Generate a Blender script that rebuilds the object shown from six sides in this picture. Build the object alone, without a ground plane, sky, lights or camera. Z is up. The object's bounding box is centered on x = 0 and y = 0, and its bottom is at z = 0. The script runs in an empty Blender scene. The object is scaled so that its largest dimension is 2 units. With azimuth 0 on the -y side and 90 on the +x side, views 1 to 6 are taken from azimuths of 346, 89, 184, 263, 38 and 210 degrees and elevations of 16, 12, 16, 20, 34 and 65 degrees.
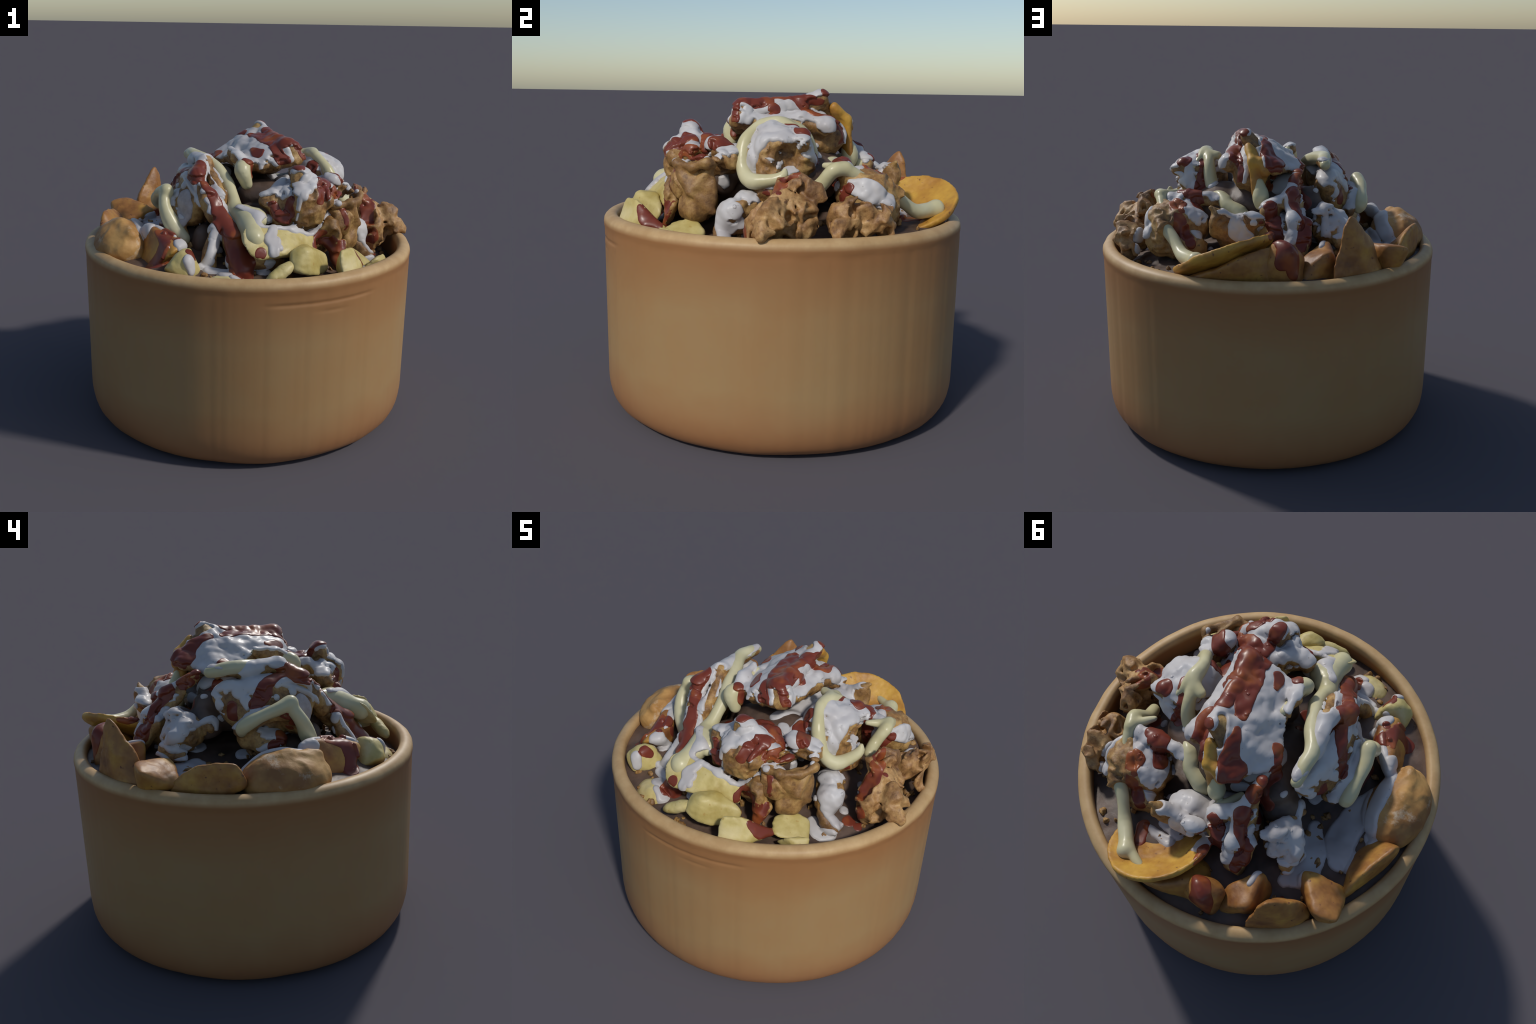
"""A round stoneware bowl heaped with fried chicken, potato pieces and walnut-like
crisps, drizzled with white yogurt sauce, ketchup and pale mayonnaise.

Every morsel is an implicit solid (blended capsules, ellipsoids, plates and convex
hulls, roughened by noise) turned into a mesh of its own.  The sauces are poured along
spine curves: yogurt and ketchup drape over the union of the morsels, the mayonnaise
is a free rope."""
import math
import bpy
import numpy as np

rng = np.random.default_rng(7)
CELL = 0.0082          # fineness of the morsels and of the surface that the sauces drape over
ORIGIN = np.array([-1.0, -1.0, .88])


# ------------------------------------------------------------------ noise
def _hash(i, j, k, seed):
    h = (i * 374761393 + j * 668265263 + k * 2147483647 + seed * 1274126177) & 0xFFFFFFFF
    h = ((h ^ (h >> 13)) * 1274126177) & 0xFFFFFFFF
    return (h ^ (h >> 16)) & 0xFFFF


GRADS = rng.normal(size=(256, 3))
GRADS /= np.linalg.norm(GRADS, axis=1)[:, None]
GRADS = GRADS.astype(np.float32)


def noise(P, freq, seed=0):
    """Gradient noise, about -0.6 to 0.6."""
    Q = (P * np.float32(freq) + np.float32(31.7)).astype(np.float32)
    B = np.floor(Q)
    I = B.astype(np.int64)
    F = Q - B
    U = F * F * F * (F * (F * 6 - 15) + 10)
    out = 0.0
    for a in (0, 1):
        wa = U[:, 0] if a else 1 - U[:, 0]
        for b in (0, 1):
            wb = U[:, 1] if b else 1 - U[:, 1]
            for c in (0, 1):
                wc = U[:, 2] if c else 1 - U[:, 2]
                G = GRADS[_hash(I[:, 0] + a, I[:, 1] + b, I[:, 2] + c, seed) & 255]
                out = out + wa * wb * wc * ((F[:, 0] - a) * G[:, 0] + (F[:, 1] - b) * G[:, 1] + (F[:, 2] - c) * G[:, 2])
    return out


# ------------------------------------------------------------------ implicit solids
def vec(*p):
    return np.array(p, np.float32)


class Solid:
    def __init__(self, low, high, fn):
        self.low, self.high, self.fn = np.array(low, float), np.array(high, float), fn


def frame(u, n):
    n = np.array(n, float); n /= np.linalg.norm(n)
    u = np.array(u, float); u -= n * (u @ n); u /= np.linalg.norm(u)
    return np.stack([u, np.cross(n, u), n]).astype(np.float32)


def blob(c, radii, u=(1, 0, 0), n=(0, 0, 1)):
    """Ellipsoid with radii along u, n x u and n."""
    c, radii, M = np.array(c, float), np.array(radii, np.float32), frame(u, n)

    def fn(P):
        q = ((P - c) @ M.T) / radii
        k = np.linalg.norm(q, axis=1)
        g = np.linalg.norm(q / radii, axis=1) + 1e-9
        return k * (k - 1) / g
    r = np.abs(M.T) @ radii
    return Solid(c - r, c + r, fn)


def rod(a, b, ra, rb=None):
    """Capsule from a to b whose radius runs from ra to rb."""
    a, b = np.array(a, np.float32), np.array(b, np.float32)
    rb = ra if rb is None else rb
    ab = b - a

    def fn(P):
        t = np.clip((P - a) @ ab / (ab @ ab), 0, 1)
        return np.linalg.norm(P - a - t[:, None] * ab, axis=1) - (ra + (rb - ra) * t)
    r = max(ra, rb)
    return Solid(np.minimum(a, b) - r, np.maximum(a, b) + r, fn)


def rods(points, radii):
    return [rod(points[i], points[i + 1], radii[i], radii[i + 1]) for i in range(len(points) - 1)]


def plate(a, b, c, r):
    """Triangle abc thickened by r on both sides, with a rounded edge."""
    a, b, c = (np.array(p, np.float32) for p in (a, b, c))
    nor = np.cross(b - a, c - a); nor /= np.linalg.norm(nor)

    def fn(P):
        d = np.full(len(P), 9.0, np.float32)
        inside = np.ones(len(P), bool)
        for p, q in ((a, b), (b, c), (c, a)):
            e = q - p
            t = np.clip((P - p) @ e / (e @ e), 0, 1)
            d = np.minimum(d, np.linalg.norm(P - p - t[:, None] * e, axis=1))
            inside &= (P - p) @ np.cross(nor, e) >= 0
        return np.where(inside, np.abs((P - a) @ nor), d) - r
    pts = np.stack([a, b, c])
    return Solid(pts.min(0) - r, pts.max(0) + r, fn)


def hull(points, r=0.012, swell=0.012):
    """Convex solid through the points, edges rounded by r, puffed out by swell."""
    V = np.array(points, np.float64)
    planes = []
    n = len(V)
    for i in range(n):
        for j in range(i + 1, n):
            for k in range(j + 1, n):
                m = np.cross(V[j] - V[i], V[k] - V[i])
                l = np.linalg.norm(m)
                if l < 1e-7:
                    continue
                m = m / l
                s = (V - V[i]) @ m
                if s.max() < 1e-6:
                    planes.append((m, V[i] @ m))
                elif s.min() > -1e-6:
                    planes.append((-m, -(V[i] @ m)))
    keep = []
    for m, d in planes:
        if not any(m @ o > .995 and abs(d - e) < .01 for o, e in keep):
            keep.append((m, d))
    M = np.array([p[0] for p in keep], np.float32); D = np.array([p[1] for p in keep], np.float32)

    r = r * .45

    def fn(P):
        s = (P @ M.T - D - swell) / r
        top = s.max(1)
        return r * (top + np.log(np.exp(np.maximum(s - top[:, None], -30)).sum(1)) - .5)
    return Solid(V.min(0) - swell, V.max(0) + swell, fn)


def disc(c, n, radius, half, r=0.012, oval=1.0, u=(1, 0, 0), bow=0.0):
    """A round slice, bowed a little."""
    c, M = np.array(c, np.float32), frame(u, n)

    def fn(P):
        q = (P - c) @ M.T
        rad = np.hypot(q[:, 0], q[:, 1] / oval)
        z = q[:, 2] - bow * (rad / radius) ** 2
        a, b = rad - radius + r, np.abs(z) - half + r
        return np.minimum(np.maximum(a, b), 0) + np.hypot(np.maximum(a, 0), np.maximum(b, 0)) - r
    e = radius * 1.05 + abs(bow)
    return Solid(c - e, c + e, fn)


def dent(c, r, depth_blend=0.02):
    s = blob(c, (r, r, r) if np.isscalar(r) else r)
    s.cut = depth_blend
    return s


def smin(a, b, k):
    h = np.clip(0.5 + 0.5 * (b - a) / k, 0, 1)
    return b + (a - b) * h - k * h * (1 - h)


class Morsel:
    def __init__(self, name, kind, solids, blend=0.03, rough=None, shrink=None, flaky=False, **extra):
        self.name, self.kind, self.blend = name, kind, blend
        self.solids = [s for x in solids for s in (x if isinstance(x, list) else [x])]
        self.rough = ROUGH[kind] if rough is None else rough
        self.seed = 1
        self.flaky = flaky
        self.shrink = {'chicken': .012, 'skin': .006}.get(kind, 0.0) if shrink is None else shrink
        pad = 0.03 + sum(abs(a) for a, *_ in self.rough) * 0.8
        grow = [s for s in self.solids if not hasattr(s, "cut")]
        self.low = np.min([s.low for s in grow], 0) - pad
        self.high = np.max([s.high for s in grow], 0) + pad
        self.low[2] = max(self.low[2], ORIGIN[2] + .01)
        self.low = ORIGIN + CELL * np.maximum(np.floor((self.low - ORIGIN) / CELL), 0)    # all share one lattice
        self.extra = extra

    def __call__(self, P):
        d = None
        for s in self.solids:
            if hasattr(s, "cut"):
                d = -smin(-d, s.fn(P), s.cut)
            else:
                d = s.fn(P) if d is None else smin(d, s.fn(P), self.blend)
        d = d + self.shrink
        near = np.abs(d) < 0.06
        if self.rough and near.any():
            Q = P[near]
            warp = 0.03 * (noise(Q, 9, self.seed + 91)[:, None] * GRADS[self.seed % 256] + noise(Q, 9, self.seed + 92)[:, None] * GRADS[(self.seed * 7) % 256])
            h = np.zeros(len(Q))
            for amp, freq, mode in self.rough:
                n = noise(Q + warp, freq, self.seed)
                if mode == "ridge":
                    n = 0.45 - np.abs(n) * 2.2
                elif mode == "billow":
                    n = np.abs(n) * 2.2 - 0.45
                h += amp * n
            if self.flaky:      # curled sheets standing on a smaller core
                body = d[near] - h * .5
                long = np.array([1, 1, .55]) if self.seed % 2 else np.array([.6, 1, 1])
                sheet = np.abs(noise((Q + warp * .8) * long, 9.0, self.seed + 5)) * .085 - .012
                sheet2 = np.abs(noise((Q + warp) * long[::-1], 12.0, self.seed + 6)) * .07 - .010
                sheet = np.minimum(sheet, sheet2)
                d = d + .045
                d[near] = smin(body + .054, -smin(-body, -sheet, .012), .014)
            else:
                d = d.copy()
                d[near] -= h
        return d


ROUGH = {
    "chicken": [(0.030, 8, "soft"), (0.020, 15, "ridge"), (0.008, 38, "soft")],
    "crisp": [(0.045, 8.5, "ridge"), (0.035, 15, "ridge"), (0.008, 40, "soft")],
    "skin": [(0.034, 8, "soft"), (0.018, 15, "ridge"), (0.007, 34, "soft")],
    "potato": [(0.012, 9, "soft"), (0.004, 40, "soft")],
    "wedge": [(0.014, 8, "soft"), (0.004, 35, "soft")],
    "stick": [(0.006, 10, "soft"), (0.005, 35, "soft")],
    "bun": [],
    "smooth": [(0.014, 7, "soft")],
}


# ------------------------------------------------------------------ surface nets
def lattice(low, high, cell):
    n = np.ceil((high - low) / cell).astype(int) + 1
    axes = [low[i] + cell * np.arange(n[i]) for i in range(3)]
    return n, axes


def surface_nets(val, low, cell):
    """Quads of the zero level of a sampled field (negative inside)."""
    ins = val < 0
    s = val.shape
    acc = np.zeros((s[0] - 1, s[1] - 1, s[2] - 1, 3), np.float32)
    cnt = np.zeros((s[0] - 1, s[1] - 1, s[2] - 1), np.float32)
    for ax in range(3):
        o1, o2 = [a for a in range(3) if a != ax]
        lo = [slice(None)] * 3; hi = [slice(None)] * 3
        lo[ax] = slice(0, -1); hi[ax] = slice(1, None)
        A, B = val[tuple(lo)], val[tuple(hi)]
        cross = ins[tuple(lo)] != ins[tuple(hi)]
        t = np.where(cross, A / np.where(cross, A - B, 1), 0).astype(np.float32)
        for d1 in (0, 1):
            for d2 in (0, 1):
                sl = [slice(None)] * 3
                sl[o1] = slice(d1, s[o1] - 1 + d1); sl[o2] = slice(d2, s[o2] - 1 + d2)
                c = cross[tuple(sl)]
                cnt += c
                acc[..., ax] += np.where(c, t[tuple(sl)], 0)
                acc[..., o1] += c * d1
                acc[..., o2] += c * d2
    on = cnt > 0
    idx = np.full(cnt.shape, -1, np.int64)
    idx[on] = np.arange(on.sum())
    V = (np.argwhere(on) + acc[on] / cnt[on][:, None]) * cell + low
    quads = []
    for ax in range(3):
        o1, o2 = (ax + 1) % 3, (ax + 2) % 3
        lo = [slice(None)] * 3; hi = [slice(None)] * 3
        lo[ax] = slice(0, -1); hi[ax] = slice(1, None)
        for o in (o1, o2):
            lo[o] = hi[o] = slice(1, -1)
        a, b = ins[tuple(lo)], ins[tuple(hi)]
        for flip in (0, 1):
            e = np.argwhere((a & ~b) if not flip else (~a & b))
            if not len(e):
                continue
            e = e.copy(); e[:, o1] += 1; e[:, o2] += 1
            ring = []
            for d1, d2 in ((1, 1), (0, 1), (0, 0), (1, 0)):
                c = e.copy(); c[:, o1] -= d1; c[:, o2] -= d2
                ring.append(idx[c[:, 0], c[:, 1], c[:, 2]])
            q = np.stack(ring, 1)
            quads.append(q[:, ::-1] if flip else q)
    Q = np.concatenate(quads) if quads else np.zeros((0, 4), int)
    return V, Q[(Q >= 0).all(1)]


def largest_piece(V, Q):
    """Drop crumbs that touch nothing."""
    lab = np.arange(len(V))
    while True:
        low = lab[Q].min(1)
        new = lab.copy()
        for i in range(4):
            np.minimum.at(new, Q[:, i], low)
        new = new[new]
        if (new == lab).all():
            break
        lab = new
    big = np.bincount(lab).argmax()
    return keep_faces(V, Q, lab[Q[:, 0]] == big)[:2]


def relax(V, Q, times, amount=0.5):
    E = np.concatenate([Q[:, [0, 1]], Q[:, [1, 2]], Q[:, [2, 3]], Q[:, [3, 0]]])
    n = len(V)
    for _ in range(times):
        s = np.zeros_like(V); c = np.zeros(n)
        for i, j in ((0, 1), (1, 0)):
            for k in range(3):
                s[:, k] += np.bincount(E[:, i], V[E[:, j], k], n)
            c += np.bincount(E[:, i], minlength=n)
        V = V + amount * (s / np.maximum(c, 1)[:, None] - V)
    return V


def normals(V, Q):
    N = np.cross(V[Q[:, 2]] - V[Q[:, 0]], V[Q[:, 3]] - V[Q[:, 1]])
    out = np.zeros_like(V)
    for i in range(4):
        for k in range(3):
            out[:, k] += np.bincount(Q[:, i], N[:, k], len(V))
    return out / (np.linalg.norm(out, axis=1)[:, None] + 1e-12)


def keep_faces(V, Q, mask):
    Q = Q[mask]
    used = np.unique(Q)
    remap = np.full(len(V), -1); remap[used] = np.arange(len(used))
    return V[used], remap[Q], used


def subdivide(V, Q):
    """Split every quad into four."""
    E = np.sort(np.concatenate([Q[:, [0, 1]], Q[:, [1, 2]], Q[:, [2, 3]], Q[:, [3, 0]]]), 1)
    u, inv = np.unique(E, axis=0, return_inverse=True)
    inv = inv.reshape(4, -1) + len(V)
    centre = len(V) + len(u) + np.arange(len(Q))
    W = np.concatenate([V, V[u].mean(1), V[Q].mean(1)])
    return W, np.concatenate([np.stack([Q[:, i], inv[i], centre, inv[i - 1]], 1) for i in range(4)])


def evaluate(fn, low, high, cell):
    n, ax = lattice(low, high, cell)
    G = np.stack(np.meshgrid(*[a.astype(np.float32) for a in ax], indexing="ij"), -1).reshape(-1, 3)
    return np.asarray(fn(G), np.float32).reshape(n)


def mesh_object(name, V, Q, material, parent):
    me = bpy.data.meshes.new(name)
    me.vertices.add(len(V)); me.vertices.foreach_set("co", np.asarray(V, np.float32).ravel())
    k = Q.shape[1]
    me.loops.add(Q.size); me.loops.foreach_set("vertex_index", Q.astype(np.int32).ravel())
    me.polygons.add(len(Q)); me.polygons.foreach_set("loop_start", np.arange(0, Q.size, k, dtype=np.int32))
    me.update(calc_edges=True); me.validate()
    me.shade_smooth()
    me.materials.append(material)
    ob = bpy.data.objects.new(name, me)
    bpy.context.scene.collection.objects.link(ob)
    ob.parent = parent
    return ob


# ------------------------------------------------------------------ materials
def material(name, rough=0.5, coat=0.0, spec=0.5, subsurface=0.0):
    m = bpy.data.materials.new(name)
    m.use_nodes = True
    nt = m.node_tree
    b = nt.nodes["Principled BSDF"]
    b.inputs["Roughness"].default_value = rough
    b.inputs["Coat Weight"].default_value = coat
    b.inputs["Specular IOR Level"].default_value = spec
    if subsurface:
        b.inputs["Subsurface Weight"].default_value = subsurface
        b.inputs["Subsurface Radius"].default_value = (.02, .012, .008)
        b.inputs["Subsurface Scale"].default_value = 1.0
    co = nt.nodes.new("ShaderNodeTexCoord")
    return m, nt, b, co.outputs["Object"]


def tex(nt, co, scale, detail=4.0, rough=0.55, stretch=None, distortion=0.0):
    if stretch:
        mp = nt.nodes.new("ShaderNodeMapping"); mp.inputs["Scale"].default_value = stretch
        nt.links.new(co, mp.inputs["Vector"]); co = mp.outputs["Vector"]
    n = nt.nodes.new("ShaderNodeTexNoise")
    n.inputs["Scale"].default_value = scale; n.inputs["Detail"].default_value = detail
    n.inputs["Roughness"].default_value = rough; n.inputs["Distortion"].default_value = distortion
    nt.links.new(co, n.inputs["Vector"])
    return n.outputs["Fac"]


def ramp(nt, fac, stops):
    r = nt.nodes.new("ShaderNodeValToRGB")
    e = r.color_ramp.elements
    while len(e) < len(stops):
        e.new(0.5)
    for x, (p, c) in zip(e, stops):
        x.position = p; x.color = (*c, 1)
    nt.links.new(fac, r.inputs["Fac"])
    return r.outputs["Color"]


def mix(nt, fac, a, b, mode="MIX"):
    n = nt.nodes.new("ShaderNodeMix"); n.data_type = "RGBA"; n.blend_type = mode
    for sock, v in ((n.inputs[0], fac), (n.inputs[6], a), (n.inputs[7], b)):
        if isinstance(v, bpy.types.NodeSocket):
            nt.links.new(v, sock)
        elif isinstance(v, tuple):
            sock.default_value = (*v, 1)
        else:
            sock.default_value = v
    return n.outputs[2]


def bump(nt, b, height, strength, distance=0.01):
    n = nt.nodes.new("ShaderNodeBump")
    n.inputs["Strength"].default_value = strength; n.inputs["Distance"].default_value = distance
    nt.links.new(height, n.inputs["Height"]); nt.links.new(n.outputs["Normal"], b.inputs["Normal"])


def grey(nt, fac, lo, hi):
    return ramp(nt, fac, [(lo, (0, 0, 0)), (hi, (1, 1, 1))])


def fried(name, pale, mid, dark, gloss=.5, fine=45):
    m, nt, b, co = material(name, rough=gloss, subsurface=.0)
    base = ramp(nt, tex(nt, co, 7, 6, .68), [(.38, dark), (.49, mid), (.60, pale)])
    spots = grey(nt, tex(nt, co, 26, 3, .6), .60, .72)
    col = mix(nt, spots, base, dark)
    nt.links.new(mix(nt, 0.35, col, ramp(nt, tex(nt, co, fine, 4, .7), [(.3, dark), (.7, pale)])), b.inputs["Base Color"])
    bump(nt, b, tex(nt, co, fine, 5, .7), .5, .008)
    return m


def spud(name, pale, mid, dark, spot, gloss=.5, patchy=5.0):
    m, nt, b, co = material(name, rough=gloss)
    base = ramp(nt, tex(nt, co, patchy, 4, .6), [(.32, dark), (.5, mid), (.66, pale)])
    flecks = grey(nt, tex(nt, co, 34, 2, .5), .66, .74)
    nt.links.new(mix(nt, flecks, base, spot), b.inputs["Base Color"])
    bump(nt, b, tex(nt, co, 40, 4, .6), .25, .006)
    return m


def sauce(name, main, thin, specks=None, gloss=.28, thin_at=(.36, .62), scale=6.0):
    m, nt, b, co = material(name, rough=gloss, coat=.06, spec=.35)
    b.inputs["Coat Roughness"].default_value = .2
    col = ramp(nt, tex(nt, co, scale, 3, .5), [(thin_at[0], thin), (thin_at[1], main)])
    if specks:
        v = nt.nodes.new("ShaderNodeTexVoronoi"); v.inputs["Scale"].default_value = 22
        nt.links.new(co, v.inputs["Vector"])
        col = mix(nt, ramp(nt, v.outputs["Distance"], [(.05, (.8, .8, .8)), (.11, (0, 0, 0))]), col, specks)
    nt.links.new(col, b.inputs["Base Color"])
    bump(nt, b, tex(nt, co, 30, 3, .5), .12, .006)
    return m


def make_materials():
    K = {}
    K["chicken"] = fried("fried_crust", (.52, .32, .11), (.28, .13, .038), (.075, .028, .010))
    K["crisp"] = fried("walnut_crust", (.56, .34, .135), (.36, .18, .058), (.12, .045, .016))
    K["skin"] = fried("crisp_skin", (.45, .27, .09), (.28, .14, .042), (.11, .045, .015))
    K["potato"] = spud("golden_potato", (.60, .34, .05), (.48, .24, .035), (.30, .12, .025), (.20, .075, .025))
    K["wedge"] = spud("browned_potato", (.50, .27, .05), (.35, .155, .036), (.17, .06, .018), (.14, .045, .02))
    K["stick"] = spud("pale_potato", (.60, .50, .245), (.52, .42, .155), (.39, .29, .075), (.42, .29, .08))
    K["bun"] = bun()
    K["yogurt"] = sauce("yogurt_sauce", (.555, .535, .525), (.46, .43, .42), specks=(.36, .33, .30), gloss=.5)
    K["ketchup"] = sauce("ketchup", (.165, .033, .018), (.30, .08, .022), gloss=.36, thin_at=(.34, .48))
    K["mayo"] = sauce("mayonnaise", (.60, .555, .35), (.53, .48, .27), gloss=.36)
    m, nt, b, co = material("soaked_filling", rough=.55)
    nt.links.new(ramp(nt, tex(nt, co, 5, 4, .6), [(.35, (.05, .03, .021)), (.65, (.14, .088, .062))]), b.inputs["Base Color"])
    bump(nt, b, tex(nt, co, 22, 4, .6), .3, .01)
    K["filling"] = m
    m, nt, b, co = material("white_meat", rough=.7)
    nt.links.new(ramp(nt, tex(nt, co, 24, 4, .6), [(.3, (.36, .31, .30)), (.7, (.50, .45, .44))]), b.inputs["Base Color"])
    bump(nt, b, tex(nt, co, 60, 4, .6), .3, .006)
    K["flesh"] = m
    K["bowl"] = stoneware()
    return K


def bun():
    m, nt, b, co = material("floury_crust", rough=.6)
    base = ramp(nt, tex(nt, co, 5, 4, .6), [(.32, (.26, .11, .03)), (.5, (.40, .20, .055)), (.66, (.52, .29, .09))])
    flour = grey(nt, tex(nt, co, 8, 6, .75), .56, .72)
    nt.links.new(mix(nt, flour, base, (.58, .46, .32)), b.inputs["Base Color"])
    bump(nt, b, tex(nt, co, 30, 4, .6), .3, .008)
    return m


def stoneware():
    """Warm tan glaze, tinted ruddier at the foot and below the lip; pale worn lip."""
    m, nt, b, co = material("tan_stoneware", rough=.5, spec=.35)
    xyz = nt.nodes.new("ShaderNodeSeparateXYZ"); nt.links.new(co, xyz.inputs[0])
    wob = nt.nodes.new("ShaderNodeMath"); wob.operation = "MULTIPLY_ADD"
    nt.links.new(tex(nt, co, 3.5, 4, .6), wob.inputs[0]); wob.inputs[1].default_value = .16
    nt.links.new(xyz.outputs["Z"], wob.inputs[2])
    h = wob.outputs[0]                       # height plus about 0.08
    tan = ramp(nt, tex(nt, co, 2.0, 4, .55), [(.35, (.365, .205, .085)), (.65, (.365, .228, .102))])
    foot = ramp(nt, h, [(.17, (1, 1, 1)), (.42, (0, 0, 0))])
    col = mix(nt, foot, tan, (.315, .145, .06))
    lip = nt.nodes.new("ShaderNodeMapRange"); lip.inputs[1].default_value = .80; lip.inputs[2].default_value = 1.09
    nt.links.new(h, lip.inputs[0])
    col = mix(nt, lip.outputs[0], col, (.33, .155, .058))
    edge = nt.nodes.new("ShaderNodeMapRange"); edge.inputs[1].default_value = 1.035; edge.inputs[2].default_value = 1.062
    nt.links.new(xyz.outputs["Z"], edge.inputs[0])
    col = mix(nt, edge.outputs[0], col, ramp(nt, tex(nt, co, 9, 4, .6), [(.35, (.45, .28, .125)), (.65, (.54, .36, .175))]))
    nt.links.new(col, b.inputs["Base Color"])
    bump(nt, b, tex(nt, co, 60, 3, .5), .05, .004)
    return m

# ------------------------------------------------------------------ the morsels
def heap():
    M = []

    def add(name, kind, solids, **k):
        M.append(Morsel(name, kind, solids, **k))
        M[-1].seed = 11 + 17 * len(M)

    # the strip that crowns the heap: a folded slab, ridge up, leaning to the left
    S, T = (.105, .2, 1.715), (.165, -.23, 1.65)
    add("chicken_strip", "chicken", [
        plate(T, S, (-.12, -.06, 1.565), .032), plate(S, (-.07, .33, 1.55), (-.12, -.06, 1.565), .032),
        plate(S, (-.195, .145, 1.525), (-.07, .33, 1.55), .03), plate(S, (-.195, .145, 1.525), (-.12, -.06, 1.565), .03),
        plate(T, (-.12, -.06, 1.565), (-.08, -.24, 1.535), .032),
        rods([S, (.12, .1, 1.685), (.16, -.08, 1.655), T, (.2, -.24, 1.63)], [.012, .03, .04, .045, .045]),
        blob((.07, -.02, 1.57), (.15, .26, .11)), rod((.19, .1, 1.60), (.20, .22, 1.56), .05, .062), rod((.21, -.2, 1.58), (.19, .08, 1.57), .05), rod((.02, -.25, 1.55), (.23, -.26, 1.595), .045),
        rods([(-.137, -.08, 1.61), (-.12, -.18, 1.59), (-.09, -.265, 1.545), (-.075, -.275, 1.49)], [.03, .035, .042, .038]),
        rod((.10, .18, 1.69), (.105, .2, 1.742), .03, .012),
        blob((.08, .2, 1.5), (.12, .14, .12))],
        rough=[(.022, 8, "soft"), (.014, 16, "ridge"), (.006, 38, "soft")])
    add("potato_slice", "potato", [
        plate((.085, .27, 1.67), (.055, .35, 1.60), (-.02, .30, 1.56), .022),
        plate((.06, .35, 1.60), (.03, .37, 1.40), (-.02, .30, 1.56), .022), rod((.0, .345, 1.59), (-.02, .36, 1.55), .03)])

    # tall chunk on the left with a torn white face
    add("chicken_chunk", "chicken", [
        blob((-.37, -.10, 1.36), (.122, .26, .178)),
        rods([(-.335, .18, 1.56), (-.33, 0, 1.555), (-.31, -.18, 1.565), (-.37, -.29, 1.50)], [.035, .045, .045, .045]),
        rods([(-.30, -.18, 1.56), (-.25, -.35, 1.40), (-.27, -.41, 1.30)], [.042, .046, .048]),
        rods([(-.37, -.29, 1.49), (-.30, -.42, 1.31)], [.05, .06]),
        blob((-.405, -.235, 1.33), (.11, .13, .07), u=(.7, -.7, 0), n=(-.66, -.72, .25)),
        rods([(-.53, -.17, 1.36), (-.47, -.28, 1.24), (-.44, -.31, 1.18)], [.035, .035, .03]),
        rods([(-.52, -.16, 1.36), (-.515, -.04, 1.34), (-.50, .06, 1.27)], [.045, .045, .045]),
        blob((-.46, .0, 1.22), (.07, .09, .08)), blob((-.36, .1, 1.42), (.09, .1, .1)), blob((-.27, -.15, 1.43), (.06, .1, .08)), blob((-.48, -.09, 1.18), (.085, .1, .08))],
        rough=[(.022, 8, "soft"), (.009, 15, "ridge"), (.006, 38, "soft")])

    # hollow curl under the mayonnaise ring
    add("chicken_curl", "chicken", [
        blob((.42, -.03, 1.415), (.17, .185, .178)), rod((.50, .08, 1.52), (.58, .06, 1.42), .05, .045),
        blob((.48, -.04, 1.28), (.13, .15, .1)), dent((.60, .02, 1.43), (.11, .075, .085))])
    # front piece, crinkled, with two flaps of skin hanging down
    add("chicken_piece", "chicken", [
        blob((.22, -.42, 1.39), (.17, .12, .13)), blob((.145, -.50, 1.375), (.13, .105, .12)), blob((.39, -.52, 1.29), (.1, .085, .1)), rod((.10, -.42, 1.46), (.06, -.46, 1.43), .055),
        rods([(.11, -.44, 1.50), (.17, -.50, 1.53), (.33, -.47, 1.455)], [.03, .045, .04]), blob((.20, -.555, 1.375), (.125, .11, .13)),
        rods([(.0, -.5, 1.40), (.06, -.55, 1.31), (.11, -.57, 1.25)], [.06, .06, .05]),
        rod((.30, -.58, 1.40), (.28, -.5, 1.42), .045, .06), blob((.24, -.46, 1.2), (.17, .12, .15)), blob((.27, -.33, 1.36), (.13, .12, .08)), blob((.31, -.48, 1.42), (.08, .06, .06)), rod((.46, -.30, 1.40), (.53, -.345, 1.41), .045, .03),
        rod((.40, -.36, 1.46), (.47, -.28, 1.40), .06)],
        rough=[(.026, 8, "soft"), (.022, 14, "ridge"), (.008, 38, "soft")])
    add("crisp_skin", "skin", [
        plate((.455, -.545, 1.385), (.53, -.36, 1.38), (.525, -.48, 1.25), .017), plate((.53, -.36, 1.38), (.52, -.37, 1.15), (.525, -.48, 1.25), .017),
        plate((.52, -.37, 1.15), (.44, -.52, 1.12), (.525, -.48, 1.25), .018), plate((.44, -.52, 1.12), (.455, -.545, 1.385), (.525, -.48, 1.25), .017),
        rods([(.465, -.56, 1.385), (.53, -.47, 1.375), (.565, -.39, 1.395), (.545, -.345, 1.385)], [.018, .026, .024, .018]), blob((.46, -.46, 1.15), (.08, .08, .08)),
        rod((.455, -.545, 1.385), (.36, -.55, 1.37), .025, .02), rod((.36, -.55, 1.37), (.42, -.42, 1.4), .02)],
        rough=[(.026, 9, "soft"), (.008, 22, "soft")])
    add("crisp_skin", "skin", [
        rods([(.33, -.56, 1.27), (.355, -.595, 1.20), (.35, -.61, 1.09)], [.03, .022, .018]),
        rod((.33, -.57, 1.26), (.25, -.55, 1.22), .05), plate((.30, -.56, 1.2), (.43, -.57, 1.16), (.36, -.62, 1.04), .02)])

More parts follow.
